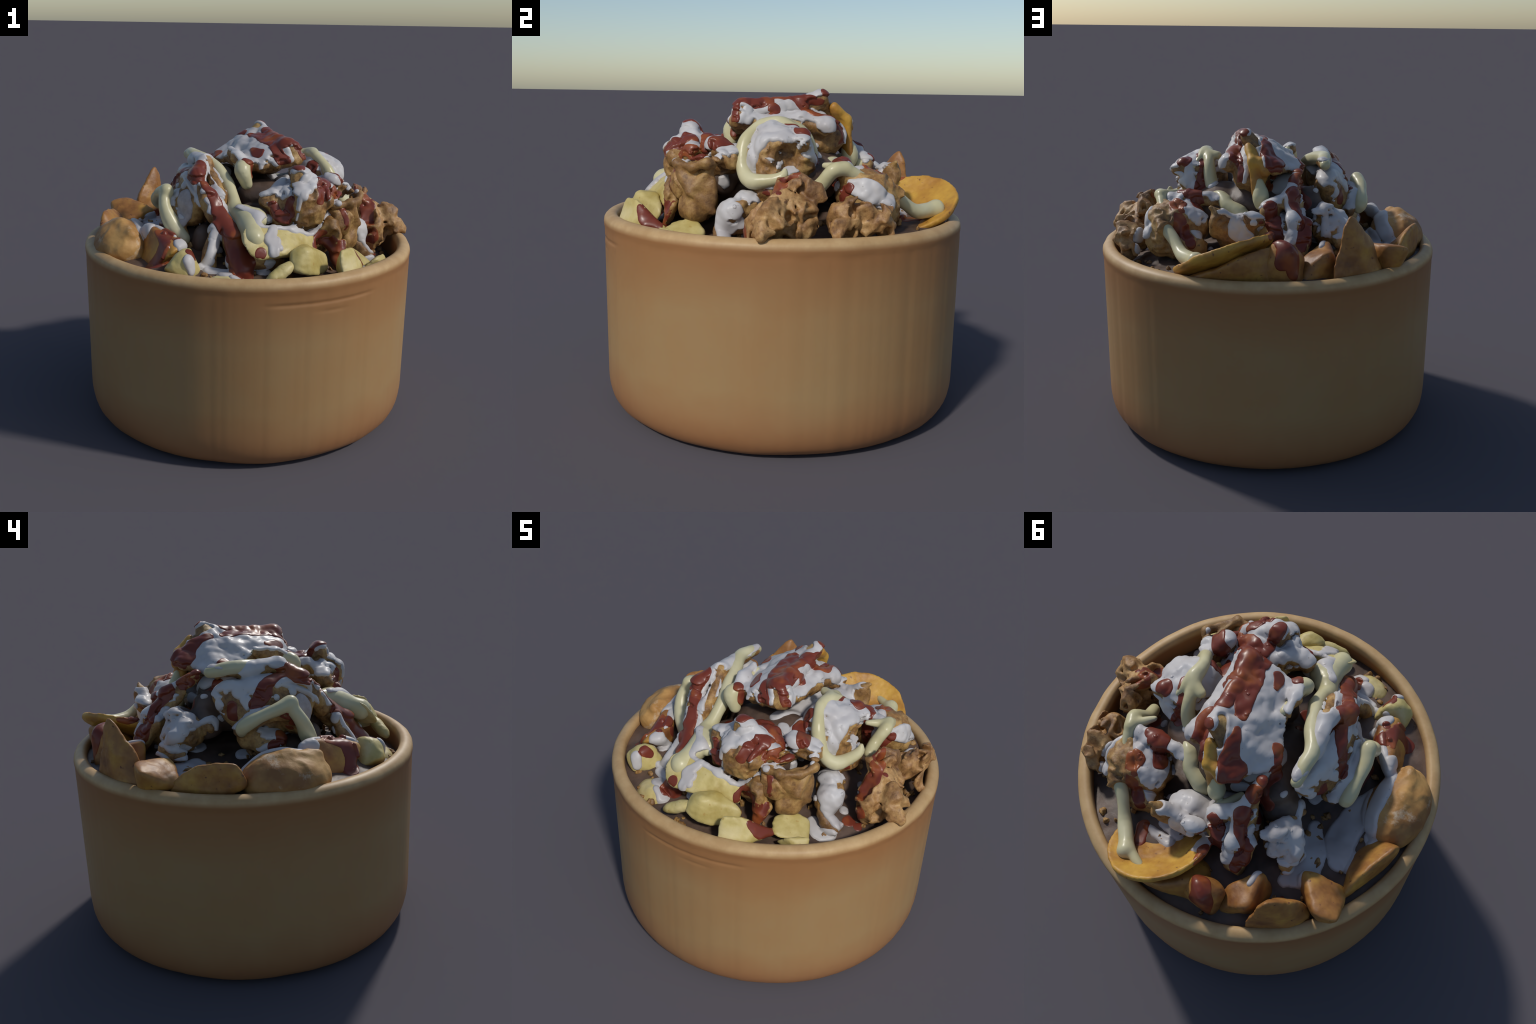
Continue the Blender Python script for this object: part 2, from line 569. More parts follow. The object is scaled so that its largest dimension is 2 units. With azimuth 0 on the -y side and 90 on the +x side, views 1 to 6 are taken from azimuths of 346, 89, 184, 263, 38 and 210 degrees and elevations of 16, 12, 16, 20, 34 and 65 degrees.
    # sauced slope and pillars under the left chunk
    add("chicken_piece", "chicken", [
        rods([(-.25, -.44, 1.28), (-.21, -.56, 1.18), (-.19, -.66, 1.05)], [.07, .075, .08]), rods([(-.31, -.49, 1.25), (-.35, -.55, 1.12), (-.37, -.57, 1.03)], [.04, .05, .06]),
        rods([(-.17, -.49, 1.35), (-.09, -.56, 1.31), (-.12, -.67, 1.24)], [.04, .05, .045]), rod((-.08, -.54, 1.26), (-.02, -.52, 1.27), .045, .06), blob((-.05, -.62, 1.1), (.12, .09, .08))],
        rough=[(.015, 9, "soft"), (.006, 22, "soft")])
    # saddle between the front piece, the curl and the crown
    add("chicken_core", "chicken", [
        blob((.22, -.2, 1.36), (.16, .2, .12)), blob((.05, .1, 1.34), (.22, .25, .13)), blob((.0, -.25, 1.22), (.3, .3, .12)), blob((.06, -.2, 1.38), (.2, .12, .1)), blob((-.15, .05, 1.3), (.2, .25, .13)), blob((-.12, .14, 1.40), (.11, .13, .10)), blob((-.29, .23, 1.27), (.12, .12, .11)), blob((-.3, -.27, 1.1), (.12, .12, .1)), blob((-.42, -.21, 1.12), (.13, .13, .10)), blob((-.35, -.34, 1.15), (.08, .08, .10)), blob((-.25, .2, 1.37), (.09, .1, .08)), blob((.3, -.33, 1.29), (.09, .09, .09)),
        blob((.27, .1, 1.3), (.2, .2, .15))], look="filling", rough=[(.02, 9, "soft")])  # core given the same dark brown as the filling, to match the dark look of the inner recesses

    # walnut-like crisps leaning on the right rim
    add("walnut_crisp", "crisp", [
        blob((.765, .0, 1.15), (.10, .145, .14)), rods([(.70, -.02, 1.30), (.73, .05, 1.31), (.73, .13, 1.27)], [.045, .05, .05]),
        rod((.86, -.08, 1.22), (.90, -.09, 1.2), .045), rods([(.86, -.1, 1.13), (.94, -.12, 1.13), (.985, -.128, 1.115)], [.06, .045, .022]),
        rod((.86, -.02, 1.17), (.92, -.05, 1.155), .045, .035), blob((.76, -.1, 1.1), (.1, .1, .12))], blend=.02, flaky=True)
    add("walnut_crisp", "crisp", [
        blob((.755, .31, 1.14), (.08, .12, .1)), rod((.77, .25, 1.19), (.785, .31, 1.225), .04, .035), rod((.80, .36, 1.2), (.76, .45, 1.19), .042),
        rod((.84, .24, 1.15), (.87, .22, 1.10), .035), rod((.78, .44, 1.15), (.74, .47, 1.1), .05)], blend=.02, flaky=True)
    # sauced chunk on the right
    add("chicken_chunk", "chicken", [
        blob((.47, .39, 1.24), (.185, .155, .13)), rods([(.27, .28, 1.36), (.42, .28, 1.36), (.56, .29, 1.35)], [.035, .045, .04]),
        rods([(.56, .30, 1.34), (.555, .46, 1.29), (.54, .56, 1.25)], [.06, .07, .035]), blob((.55, .48, 1.17), (.1, .10, .1)),
        blob((.40, .5, 1.14), (.12, .1, .1)), rod((.24, .24, 1.36), (.13, .33, 1.29), .04)])
    add("crisp_skin", "skin", [
        rods([(.255, .595, 1.385), (.21, .58, 1.34), (.16, .55, 1.28)], [.016, .035, .05]), plate((.235, .6, 1.30), (.24, .56, 1.23), (.12, .56, 1.22), .03),
        rods([(.062, .59, 1.345), (.03, .575, 1.31), (-.01, .55, 1.30)], [.022, .04, .035]),
        plate((.2, .57, 1.3), (.02, .55, 1.3), (.08, .56, 1.14), .03), blob((.1, .47, 1.2), (.14, .1, .12))],
        rough=[(.02, 9, "soft"), (.012, 18, "ridge"), (.004, 40, "soft")])
    # steep slab at the back under the red ridge
    add("chicken_strip", "chicken", [
        rods([(-.19, .27, 1.51), (-.155, .42, 1.41), (-.19, .53, 1.30), (-.20, .60, 1.17)], [.035, .04, .045, .05]),
        plate((-.19, .28, 1.50), (-.24, .5, 1.24), (-.16, .45, 1.37), .03), plate((-.26, .5, 1.28), (-.24, .6, 1.14), (-.17, .58, 1.18), .045),
        rod((-.155, .42, 1.41), (-.05, .47, 1.35), .045, .055), blob((-.1, .42, 1.2), (.17, .16, .13))],
        rough=[(.018, 9, "soft"), (.012, 18, "ridge")])
    # ragged piece smothered in yogurt at the back left
    add("chicken_piece", "chicken", [
        blob((-.37, .36, 1.24), (.10, .12, .11)), rods([(-.39, .21, 1.27), (-.36, .38, 1.33), (-.31, .43, 1.34)], [.035, .045, .035]),
        rod((-.44, .34, 1.30), (-.46, .41, 1.25), .035, .04), rod((-.45, .47, 1.17), (-.47, .38, 1.15), .04)],
        rough=[(.025, 9, "soft"), (.022, 16, "ridge"), (.008, 38, "soft")])

    # potatoes round the rim
    add("potato_slice", "potato", [disc((.155, .695, 1.095), (.36, -.28, .89), .28, .020, oval=.98, bow=.065, r=.014)])
    add("potato_wedge", "wedge", [hull([(.36, .83, 1.05), (.2, .905, 1.125), (.03, .88, 1.205), (-.1, .775, 1.23), (.3, .83, .98), (.0, .845, 1.0), (-.18, .79, 1.0), (.1, .6, 1.05), (.3, .6, 1.0), (-.1, .62, 1.04)], .03)])
    add("potato_wedge", "wedge", [hull([(-.12, .765, 1.25), (-.19, .86, 1.235), (-.24, .83, 1.02), (-.25, .74, 1.17), (.05, .78, 1.03), (-.1, .7, 1.05)], .045, .02)])
    add("potato_wedge", "wedge", [hull([(-.505, .742, 1.395), (-.44, .80, 1.02), (-.645, .60, 1.04), (-.62, .72, 1.04), (-.47, .62, 1.04), (-.44, .795, 1.17), (-.63, .605, 1.17), (-.465, .77, 1.28), (-.58, .665, 1.28), (-.61, .69, 1.18), (-.585, .68, 1.27), (-.67, .64, 1.04)], .022, .016)])
    add("potato_wedge", "wedge", [hull([(-.37, .60, 1.20), (-.40, .75, 1.20), (-.29, .79, 1.12), (-.26, .70, 1.15), (-.44, .72, 1.02), (-.25, .81, 1.0), (-.43, .6, 1.05), (-.35, .78, 1.18)], .028, .018)])
    add("potato_wedge", "wedge", [hull([(-.80, .585, 1.18), (-.78, .52, 1.10), (-.75, .42, 1.09), (-.56, .45, 1.165), (-.64, .545, 1.185), (-.70, .61, 1.20), (-.72, .60, 1.06), (-.56, .5, 1.04)], .03, .020)])
    add("potato_wedge", "wedge", [hull([(-.88, .14, 1.215), (-.89, .09, 1.12), (-.87, .2, 1.06), (-.825, .27, 1.20), (-.775, .41, 1.14), (-.77, .43, 1.07), (-.72, .22, 1.08), (-.79, .1, 1.1)], .03, .020)])
    add("floury_bun", "bun", [blob((-.79, -.13, 1.09), (.165, .235, .145), u=(1, .1, 0)), rods([(-.76, -.3, 1.19), (-.80, -.15, 1.215), (-.82, .0, 1.17)], [.03, .035, .03])], rough=[(.016, 6, "soft"), (.007, 12, "ridge"), (.004, 40, "soft")])
    add("potato_wedge", "wedge", [hull([(-.635, -.315, 1.235), (-.66, -.23, 1.22), (-.54, -.36, 1.205), (-.49, -.50, 1.175), (-.545, -.56, 1.16), (-.65, -.5, 1.06), (-.7, -.3, 1.06), (-.5, -.4, 1.06)], .02)])
    add("potato_stick", "stick", [hull([(-.53, -.64, 1.17), (-.47, -.60, 1.175), (-.49, -.70, 1.15), (-.59, -.68, 1.10), (-.42, -.62, 1.06), (-.5, -.72, 1.04), (-.43, -.55, 1.06), (-.6, -.58, 1.06)], .018)])
    add("potato_chunk", "stick", [blob((-.31, -.74, .97), (.12, .10, .09), u=(1, -.4, 0))])
    add("potato_stick", "stick", [hull([(-.19, -.73, 1.235), (-.15, -.66, 1.285), (.06, -.635, 1.275), (.21, -.60, 1.22), (.23, -.625, 1.13), (.02, -.76, 1.175), (-.12, -.77, 1.15), (.05, -.6, 1.13)], .016)])
    add("potato_cube", "stick", [hull([(.05, -.78, 1.18), (.13, -.80, 1.195), (.14, -.70, 1.19), (.28, -.66, 1.115), (.27, -.70, 1.05), (.17, -.82, 1.06), (.06, -.84, 1.10), (.08, -.7, 1.06)], .018)])
    add("potato_cube", "stick", [hull([(.31, -.845, 1.13), (.315, -.825, 1.185), (.40, -.76, 1.165), (.47, -.73, 1.07), (.43, -.80, 1.05), (.33, -.87, 1.05), (.48, -.62, 1.05), (.34, -.7, 1.05)], .014)])
    add("potato_slice", "stick", [blob((-.02, -.83, 1.085), (.10, .04, .035), u=(.8, .35, .2), n=(-.3, -.3, .8))])
    add("potato_stick", "stick", [hull([(.44, -.53, 1.08), (.48, -.47, 1.10), (.56, -.41, 1.045), (.57, -.44, 1.0), (.48, -.60, 1.05), (.62, -.5, 1.0), (.45, -.45, 1.04)], .014)])
    add("potato_stick", "stick", [hull([(.60, -.62, 1.07), (.66, -.56, 1.06), (.55, -.62, 1.02), (.68, -.6, 1.0), (.6, -.54, 1.02)], .015)])
    add("crisp_skin", "skin", [plate((.60, -.32, 1.07), (.68, -.27, 1.0), (.62, -.34, .98), .018), rod((.59, -.33, 1.06), (.68, -.32, 1.0), .03), blob((.58, -.25, 1.13), (.08, .09, .1)), blob((.55, -.19, 1.17), (.08, .09, .08))])
    return M

# ------------------------------------------------------------------ the pours
# name, sauce, spine points: x, y, z and half width in metres
POURS = [
    ("crown_right_slope", "yogurt", [(0.130, -0.363, 1.479, 0.039)]),
    ("crown_right_slope", "yogurt", [(0.018, -0.202, 1.630, 0.061), (-0.014, -0.078, 1.650, 0.072), (-0.051, 0.029, 1.654, 0.071), (-0.078, 0.121, 1.628, 0.082), (-0.132, 0.189, 1.590, 0.070), (-0.151, 0.204, 1.470, 0.048)]),
    ("crown_left_slope", "yogurt", [(0.329, -0.313, 1.411, 0.040), (0.315, -0.173, 1.446, 0.052), (0.281, -0.054, 1.499, 0.025)]),
    ("crown_stripe", "yogurt", [(0.122, -0.029, 1.698, 0.017), (0.103, 0.077, 1.708, 0.016)]),
    ("crown_blob", "yogurt", [(0.214, 0.235, 1.608, 0.038)]),
    ("crown_side", "yogurt", [(0.200, -0.158, 1.633, 0.026), (0.190, -0.062, 1.652, 0.031), (0.155, 0.052, 1.678, 0.036), (0.125, 0.125, 1.653, 0.031), (0.119, 0.188, 1.623, 0.036), (0.255, 0.222, 1.572, 0.061)]),
    ("crown_side_drip", "yogurt", [(0.209, -0.193, 1.667, 0.022), (0.242, -0.201, 1.617, 0.037), (0.218, -0.227, 1.556, 0.022)]),
    ("crown_front_drip", "yogurt", [(0.021, -0.226, 1.622, 0.018), (0.088, -0.290, 1.570, 0.015)]),
    ("crown_front_drip", "yogurt", [(0.217, -0.195, 1.655, 0.024), (0.256, -0.226, 1.590, 0.031)]),
    ("crown_front", "yogurt", [(-0.013, -0.107, 1.642, 0.027), (0.013, -0.226, 1.616, 0.033), (0.000, -0.282, 1.539, 0.010)]),
    ("crown_left_front", "yogurt", [(-0.098, 0.084, 1.611, 0.028), (0.012, -0.039, 1.672, 0.041)]),
    ("crown_back_drip", "yogurt", [(0.140, 0.116, 1.644, 0.009), (0.125, 0.240, 1.593, 0.010), (0.089, 0.324, 1.548, 0.012), (0.106, 0.327, 1.471, 0.013)]),
    ("crown_back", "yogurt", [(-0.087, 0.187, 1.624, 0.044), (-0.149, 0.206, 1.559, 0.039), (-0.122, 0.167, 1.490, 0.044), (-0.083, 0.233, 1.440, 0.052)]),
    ("crown_left_face", "yogurt", [(-0.064, 0.210, 1.629, 0.044), (-0.045, 0.121, 1.654, 0.053), (0.025, -0.001, 1.678, 0.053), (0.078, -0.141, 1.660, 0.045), (0.139, -0.259, 1.660, 0.032), (0.166, -0.289, 1.598, 0.026)]),
    ("crown_left_low", "yogurt", [(-0.113, 0.252, 1.572, 0.039), (-0.110, 0.129, 1.607, 0.043), (-0.090, 0.023, 1.613, 0.031), (-0.057, -0.059, 1.606, 0.026)]),
    ("crown_ridge", "ketchup", [(0.149, -0.235, 1.693, 0.046), (0.106, -0.139, 1.668, 0.055), (0.069, -0.010, 1.677, 0.045), (0.031, 0.075, 1.674, 0.029)]),
    ("crown_ridge_branch", "ketchup", [(0.125, -0.079, 1.692, 0.026), (0.132, 0.064, 1.711, 0.033), (0.182, 0.162, 1.623, 0.031), (0.172, 0.248, 1.595, 0.021)]),
    ("crown_end", "ketchup", [(-0.031, 0.268, 1.625, 0.030), (-0.069, 0.298, 1.598, 0.047)]),
    ("crown_low_right", "ketchup", [(-0.177, 0.104, 1.567, 0.024), (-0.212, 0.140, 1.546, 0.021)]),
    ("crown_mayo_side", "ketchup", [(0.040, -0.404, 1.310, 0.029)]),
    ("crown_front", "ketchup", [(0.100, -0.232, 1.653, 0.030), (0.114, -0.273, 1.610, 0.033), (0.141, -0.290, 1.590, 0.024)]),
    ("crown_front_left", "ketchup", [(-0.080, -0.274, 1.584, 0.024), (-0.057, -0.279, 1.518, 0.027)]),
    ("crown_front_left", "ketchup", [(-0.166, -0.145, 1.370, 0.016)]),
    ("crown_edge", "ketchup", [(0.260, -0.269, 1.600, 0.016), (0.194, -0.250, 1.683, 0.016), (0.193, -0.167, 1.676, 0.016), (0.162, -0.080, 1.690, 0.020)]),
    ("crown_edge", "ketchup", [(0.142, 0.132, 1.688, 0.025), (0.128, 0.204, 1.680, 0.022)]),
    ("crown_back_left", "ketchup", [(0.118, 0.218, 1.736, 0.016)]),
    ("crown_back_left", "ketchup", [(0.189, -0.057, 1.646, 0.026)]),
    ("crown_back_left", "ketchup", [(0.158, 0.185, 1.601, 0.019), (0.125, 0.307, 1.544, 0.017), (0.126, 0.300, 1.456, 0.017)]),
    ("crown_back_face", "ketchup", [(-0.019, 0.298, 1.631, 0.030), (-0.066, 0.351, 1.581, 0.046)]),
    ("crown_back_face", "ketchup", [(-0.008, -0.126, 1.435, 0.033)]),
    ("crown_left_front", "ketchup", [(-0.020, -0.153, 1.628, 0.009), (0.006, -0.219, 1.614, 0.031)]),
    ("crown_left_back", "ketchup", [(0.003, 0.168, 1.683, 0.019), (-0.023, 0.277, 1.634, 0.040), (-0.078, 0.335, 1.588, 0.033), (-0.101, 0.339, 1.540, 0.019)]),
    ("chunk_top", "yogurt", [(-0.290, -0.320, 1.455, 0.018)]),
    ("chunk_top", "yogurt", [(-0.344, -0.168, 1.590, 0.019)]),
    ("chunk_back", "yogurt", [(-0.319, -0.100, 1.600, 0.036), (-0.365, -0.021, 1.570, 0.045), (-0.422, 0.046, 1.473, 0.046)]),
    ("chunk_back", "yogurt", [(-0.380, 0.040, 1.102, 0.039)]),
    ("chunk_mid", "yogurt", [(-0.311, -0.246, 1.545, 0.023), (-0.332, -0.281, 1.482, 0.019), (-0.289, -0.346, 1.446, 0.012), (-0.248, -0.415, 1.373, 0.012), (-0.226, -0.414, 1.342, 0.009)]),
    ("chunk_mid_low", "yogurt", [(-0.281, -0.342, 1.455, 0.012), (-0.280, -0.426, 1.371, 0.010), (-0.250, -0.489, 1.317, 0.010), (-0.223, -0.518, 1.289, 0.010)]),
    ("chunk_left_of_red", "yogurt", [(-0.428, -0.143, 1.500, 0.017), (-0.408, -0.289, 1.449, 0.020), (-0.386, -0.363, 1.395, 0.017), (-0.373, -0.380, 1.356, 0.013)]),
    ("chunk_front_left", "yogurt", [(-0.463, -0.144, 1.431, 0.019)]),
    ("chunk_left_face", "yogurt", [(-0.178, 0.160, 1.467, 0.034), (-0.168, 0.073, 1.467, 0.069)]),
    ("chunk_left_face", "yogurt", [(-0.386, -0.006, 1.513, 0.078), (-0.360, -0.061, 1.562, 0.041)]),
    ("chunk_left_low", "yogurt", [(-0.459, 0.023, 1.425, 0.031), (-0.473, 0.018, 1.387, 0.018)]),
    ("chunk_left_tail", "yogurt", [(-0.411, 0.165, 1.423, 0.018), (-0.409, 0.159, 1.380, 0.031), (-0.336, 0.140, 1.298, 0.012)]),
    ("chunk_left_hook", "yogurt", [(-0.292, 0.239, 1.423, 0.018), (-0.400, 0.136, 1.485, 0.018), (-0.414, 0.122, 1.471, 0.015)]),
    ("chunk_edge", "yogurt", [(-0.436, -0.155, 1.490, 0.015), (-0.405, -0.234, 1.502, 0.018), (-0.393, -0.328, 1.468, 0.015), (-0.395, -0.351, 1.381, 0.010)]),
    ("chunk_edge", "yogurt", [(-0.439, -0.236, 1.452, 0.025)]),
    ("chunk_nugget", "yogurt", [(-0.531, -0.094, 1.319, 0.020), (-0.487, -0.074, 1.265, 0.023)]),
    ("chunk_top_right", "yogurt", [(-0.344, -0.130, 1.587, 0.017), (-0.356, -0.219, 1.568, 0.020), (-0.379, -0.298, 1.542, 0.010)]),
    ("chunk_stripe", "ketchup", [(-0.354, -0.238, 1.565, 0.025), (-0.349, -0.319, 1.520, 0.024), (-0.326, -0.369, 1.451, 0.024), (-0.290, -0.420, 1.388, 0.024), (-0.279, -0.470, 1.334, 0.028), (-0.267, -0.520, 1.282, 0.028), (-0.248, -0.577, 1.246, 0.021)]),
    ("chunk_stripe_low", "ketchup", [(-0.277, -0.497, 1.303, 0.041), (-0.236, -0.585, 1.247, 0.053), (-0.217, -0.650, 1.163, 0.068), (-0.191, -0.724, 1.083, 0.068)]),
    ("chunk_left_top", "ketchup", [(-0.333, -0.155, 1.533, 0.022), (-0.393, -0.254, 1.531, 0.028), (-0.388, -0.329, 1.496, 0.022)]),
    ("chunk_left", "ketchup", [(-0.378, -0.190, 1.528, 0.022), (-0.423, -0.108, 1.507, 0.028), (-0.462, -0.067, 1.444, 0.037), (-0.479, -0.023, 1.402, 0.029)]),
    ("chunk_left_low", "ketchup", [(-0.434, 0.095, 1.398, 0.021), (-0.439, 0.098, 1.341, 0.029)]),
    ("chunk_under", "ketchup", [(-0.559, -0.180, 1.362, 0.029), (-0.503, -0.212, 1.276, 0.038), (-0.515, -0.159, 1.224, 0.038)]),
    ("chunk_front_left", "ketchup", [(-0.505, 0.611, 1.100, 0.024)]),
    ("chunk_front_left", "ketchup", [(-0.549, -0.106, 1.194, 0.025)]),
    ("chunk_front_left", "ketchup", [(-0.522, -0.478, 1.199, 0.018)]),
    ("front_left_drip", "yogurt", [(-0.295, -0.508, 1.281, 0.016), (-0.317, -0.534, 1.221, 0.034), (-0.274, -0.400, 1.106, 0.029)]),
    ("front_left_drip", "yogurt", [(-0.362, -0.597, 1.106, 0.031), (-0.401, -0.589, 1.080, 0.012)]),
    ("front_left", "yogurt", [(-0.322, -0.554, 1.182, 0.039), (-0.359, -0.592, 1.121, 0.026), (-0.403, -0.601, 1.074, 0.020)]),
    ("wedge", "yogurt", [(-0.675, -0.189, 1.188, 0.017), (-0.557, -0.337, 1.213, 0.017)]),
    ("wedge", "yogurt", [(-0.502, -0.499, 1.192, 0.034), (-0.491, -0.523, 1.156, 0.054), (-0.473, -0.444, 1.105, 0.023)]),
    ("stick", "yogurt", [(-0.486, -0.708, 1.141, 0.033), (-0.475, -0.711, 1.085, 0.025)]),
    ("round_front", "yogurt", [(-0.263, -0.760, 1.053, 0.021), (-0.211, -0.765, 1.018, 0.041)]),
    ("fry", "yogurt", [(-0.023, -0.663, 1.279, 0.028), (-0.045, -0.718, 1.237, 0.039), (-0.008, -0.750, 1.202, 0.023)]),
    ("fry_drip", "yogurt", [(-0.025, -0.720, 1.231, 0.038), (-0.041, -0.769, 1.179, 0.027), (-0.043, -0.691, 1.082, 0.034), (-0.087, -0.669, 1.044, 0.023)]),
    ("wedge_high", "yogurt", [(-0.630, 0.422, 1.099, 0.016), (-0.552, 0.346, 1.094, 0.016)]),
    ("wedge_high", "yogurt", [(-0.578, -0.401, 1.216, 0.012)]),
    ("wedge", "ketchup", [(-0.559, -0.392, 1.215, 0.042), (-0.584, -0.457, 1.202, 0.031), (-0.511, -0.380, 1.156, 0.024)]),
    ("wedge_low", "ketchup", [(-0.608, -0.381, 1.221, 0.018), (-0.590, -0.493, 1.181, 0.029), (-0.614, -0.542, 1.103, 0.023)]),
    ("stick", "ketchup", [(-0.467, -0.654, 1.165, 0.032), (-0.448, -0.626, 1.140, 0.019)]),
    ("pool", "ketchup", [(-0.114, -0.771, 1.182, 0.023), (-0.161, -0.718, 1.070, 0.027)]),
    ("behind_knob", "yogurt", [(-0.336, -0.483, 1.251, 0.026), (-0.280, -0.522, 1.267, 0.019), (-0.340, -0.543, 1.202, 0.019), (-0.264, -0.624, 1.091, 0.025)]),
    ("behind_knob", "ketchup", [(-0.122, -0.567, 1.257, 0.020), (-0.256, -0.598, 1.219, 0.025), (-0.225, -0.669, 1.140, 0.030)]),
    ("wedge_side", "ketchup", [(-0.602, -0.480, 1.175, 0.021), (-0.623, -0.517, 1.119, 0.042), (-0.662, -0.499, 1.065, 0.036)]),
    ("wedge_side", "yogurt", [(-0.575, -0.537, 1.170, 0.012), (-0.605, -0.546, 1.119, 0.011)]),
    ("front_top", "yogurt", [(0.153, -0.641, 1.444, 0.027), (0.167, -0.586, 1.489, 0.036), (0.206, -0.536, 1.529, 0.033), (0.276, -0.473, 1.511, 0.022)]),
    ("front_band", "yogurt", [(0.301, -0.608, 1.429, 0.017), (0.309, -0.534, 1.476, 0.020), (0.350, -0.436, 1.456, 0.022), (0.410, -0.382, 1.434, 0.029)]),
    ("front_band", "yogurt", [(0.212, -0.033, 1.116, 0.025)]),
    ("front_drip", "yogurt", [(0.182, -0.601, 1.475, 0.029), (0.130, -0.640, 1.419, 0.018), (0.122, -0.620, 1.315, 0.011)]),
    ("front_back", "yogurt", [(0.390, -0.292, 1.463, 0.024), (0.364, -0.376, 1.490, 0.029)]),
    ("front_back", "yogurt", [(0.377, -0.566, 1.392, 0.022)]),
    ("front_back", "yogurt", [(0.245, -0.532, 1.518, 0.055), (0.233, -0.436, 1.511, 0.042)]),
    ("saddle", "yogurt", [(0.152, -0.219, 1.460, 0.038), (0.175, -0.086, 1.441, 0.048), (0.152, 0.056, 1.442, 0.040), (0.179, 0.164, 1.458, 0.025)]),
    ("saddle_tail", "yogurt", [(0.249, -0.273, 1.457, 0.031), (0.370, -0.376, 1.498, 0.030), (0.430, -0.398, 1.469, 0.028)]),
    ("front_top", "ketchup", [(-0.147, -0.258, 1.315, 0.030)]),
    ("front_top", "ketchup", [(0.159, -0.508, 1.580, 0.022), (0.183, -0.387, 1.499, 0.029), (0.286, -0.398, 1.491, 0.037), (0.352, -0.413, 1.451, 0.027)]),
    ("front_mid", "ketchup", [(0.254, -0.624, 1.425, 0.025), (0.263, -0.565, 1.475, 0.022), (0.289, -0.501, 1.502, 0.017), (0.327, -0.472, 1.492, 0.013)]),
    ("front_low", "ketchup", [(0.355, -0.526, 1.432, 0.028), (0.385, -0.477, 1.431, 0.027), (0.433, -0.423, 1.407, 0.020)]),
    ("front_left", "ketchup", [(0.004, -0.561, 1.388, 0.023), (0.017, -0.586, 1.338, 0.026), (0.066, -0.604, 1.310, 0.015)]),
    ("front_dark", "ketchup", [(0.094, -0.590, 1.410, 0.021), (0.076, -0.604, 1.313, 0.021)]),
    ("front_right", "ketchup", [(0.322, -0.510, 1.486, 0.020), (0.287, -0.598, 1.438, 0.025)]),
    ("skin", "ketchup", [(0.240, -0.614, 1.161, 0.037), (0.285, -0.594, 1.223, 0.021)]),
    ("skin_drip", "ketchup", [(0.404, -0.569, 1.344, 0.010), (0.427, -0.593, 1.281, 0.014), (0.409, -0.577, 1.176, 0.018), (0.396, -0.620, 1.103, 0.037), (0.425, -0.730, 1.152, 0.027), (0.475, -0.707, 1.086, 0.027)]),
    ("flap", "yogurt", [(0.548, -0.393, 1.417, 0.014)]),
    ("flap", "yogurt", [(0.342, -0.055, 1.081, 0.016), (0.436, -0.191, 1.060, 0.020), (0.542, -0.328, 1.146, 0.018)]),
    ("flap_drip", "yogurt", [(0.506, -0.234, 1.229, 0.016), (0.565, -0.296, 1.200, 0.023), (0.646, -0.306, 1.155, 0.023)]),
    ("flap_drip", "yogurt", [(0.626, -0.159, 1.011, 0.029)]),
    ("flap_side", "yogurt", [(0.395, -0.315, 1.338, 0.029), (0.350, -0.316, 1.231, 0.034)]),
    ("flap_side", "yogurt", [(0.086, -0.353, 1.125, 0.042)]),
    ("flap_side", "yogurt", [(0.654, -0.257, 1.181, 0.042), (0.633, -0.225, 1.105, 0.031), (0.519, -0.218, 1.032, 0.028)]),
    ("pool_right", "yogurt", [(0.540, -0.335, 0.993, 0.030), (0.600, -0.385, 0.970, 0.041), (0.671, -0.344, 0.975, 0.037)]),
    ("curl", "yogurt", [(0.436, -0.127, 1.564, 0.018), (0.485, -0.110, 1.548, 0.042), (0.505, -0.154, 1.473, 0.029), (0.514, -0.176, 1.391, 0.021)]),
    ("curl_right", "yogurt", [(0.500, -0.007, 1.557, 0.023), (0.534, 0.037, 1.523, 0.018)]),
    ("curl_side", "yogurt", [(0.567, 0.076, 1.488, 0.021)]),
    ("curl_side", "yogurt", [(0.306, 0.161, 1.429, 0.031)]),
    ("curl_below", "yogurt", [(0.567, -0.130, 1.300, 0.023), (0.584, -0.058, 1.295, 0.029)]),
    ("curl_back", "yogurt", [(0.724, -0.479, 0.929, 0.027)]),
    ("curl_back", "yogurt", [(0.488, -0.006, 1.561, 0.030), (0.462, 0.069, 1.547, 0.030), (0.452, 0.133, 1.427, 0.036)]),
    ("curl_in", "yogurt", [(0.319, -0.140, 1.514, 0.036), (0.330, -0.023, 1.552, 0.027)]),
    ("curl_left", "ketchup", [(0.349, -0.156, 1.532, 0.029), (0.319, -0.215, 1.441, 0.034), (0.445, -0.354, 1.483, 0.035)]),
    ("curl_back", "ketchup", [(0.412, 0.005, 1.570, 0.015), (0.371, 0.099, 1.525, 0.022), (0.386, 0.147, 1.405, 0.023)]),
    ("curl_back", "ketchup", [(0.392, 0.057, 1.549, 0.015), (0.366, 0.110, 1.468, 0.031), (0.354, 0.132, 1.419, 0.020)]),
    ("crisp", "ketchup", [(0.727, -0.061, 1.294, 0.020), (0.720, -0.086, 1.244, 0.026), (0.727, -0.139, 1.155, 0.026), (0.754, -0.209, 1.085, 0.028), (0.745, -0.192, 0.977, 0.020)]),
    ("crisp", "yogurt", [(0.577, 0.071, 1.053, 0.021), (0.663, -0.082, 1.113, 0.010)]),
    ("crisp_back", "ketchup", [(0.755, -0.086, 1.256, 0.039), (0.690, 0.032, 1.349, 0.035)]),
    ("crisp_top", "ketchup", [(0.576, -0.097, 1.245, 0.021)]),
    ("crisp_top", "ketchup", [(0.797, -0.048, 1.281, 0.014)]),
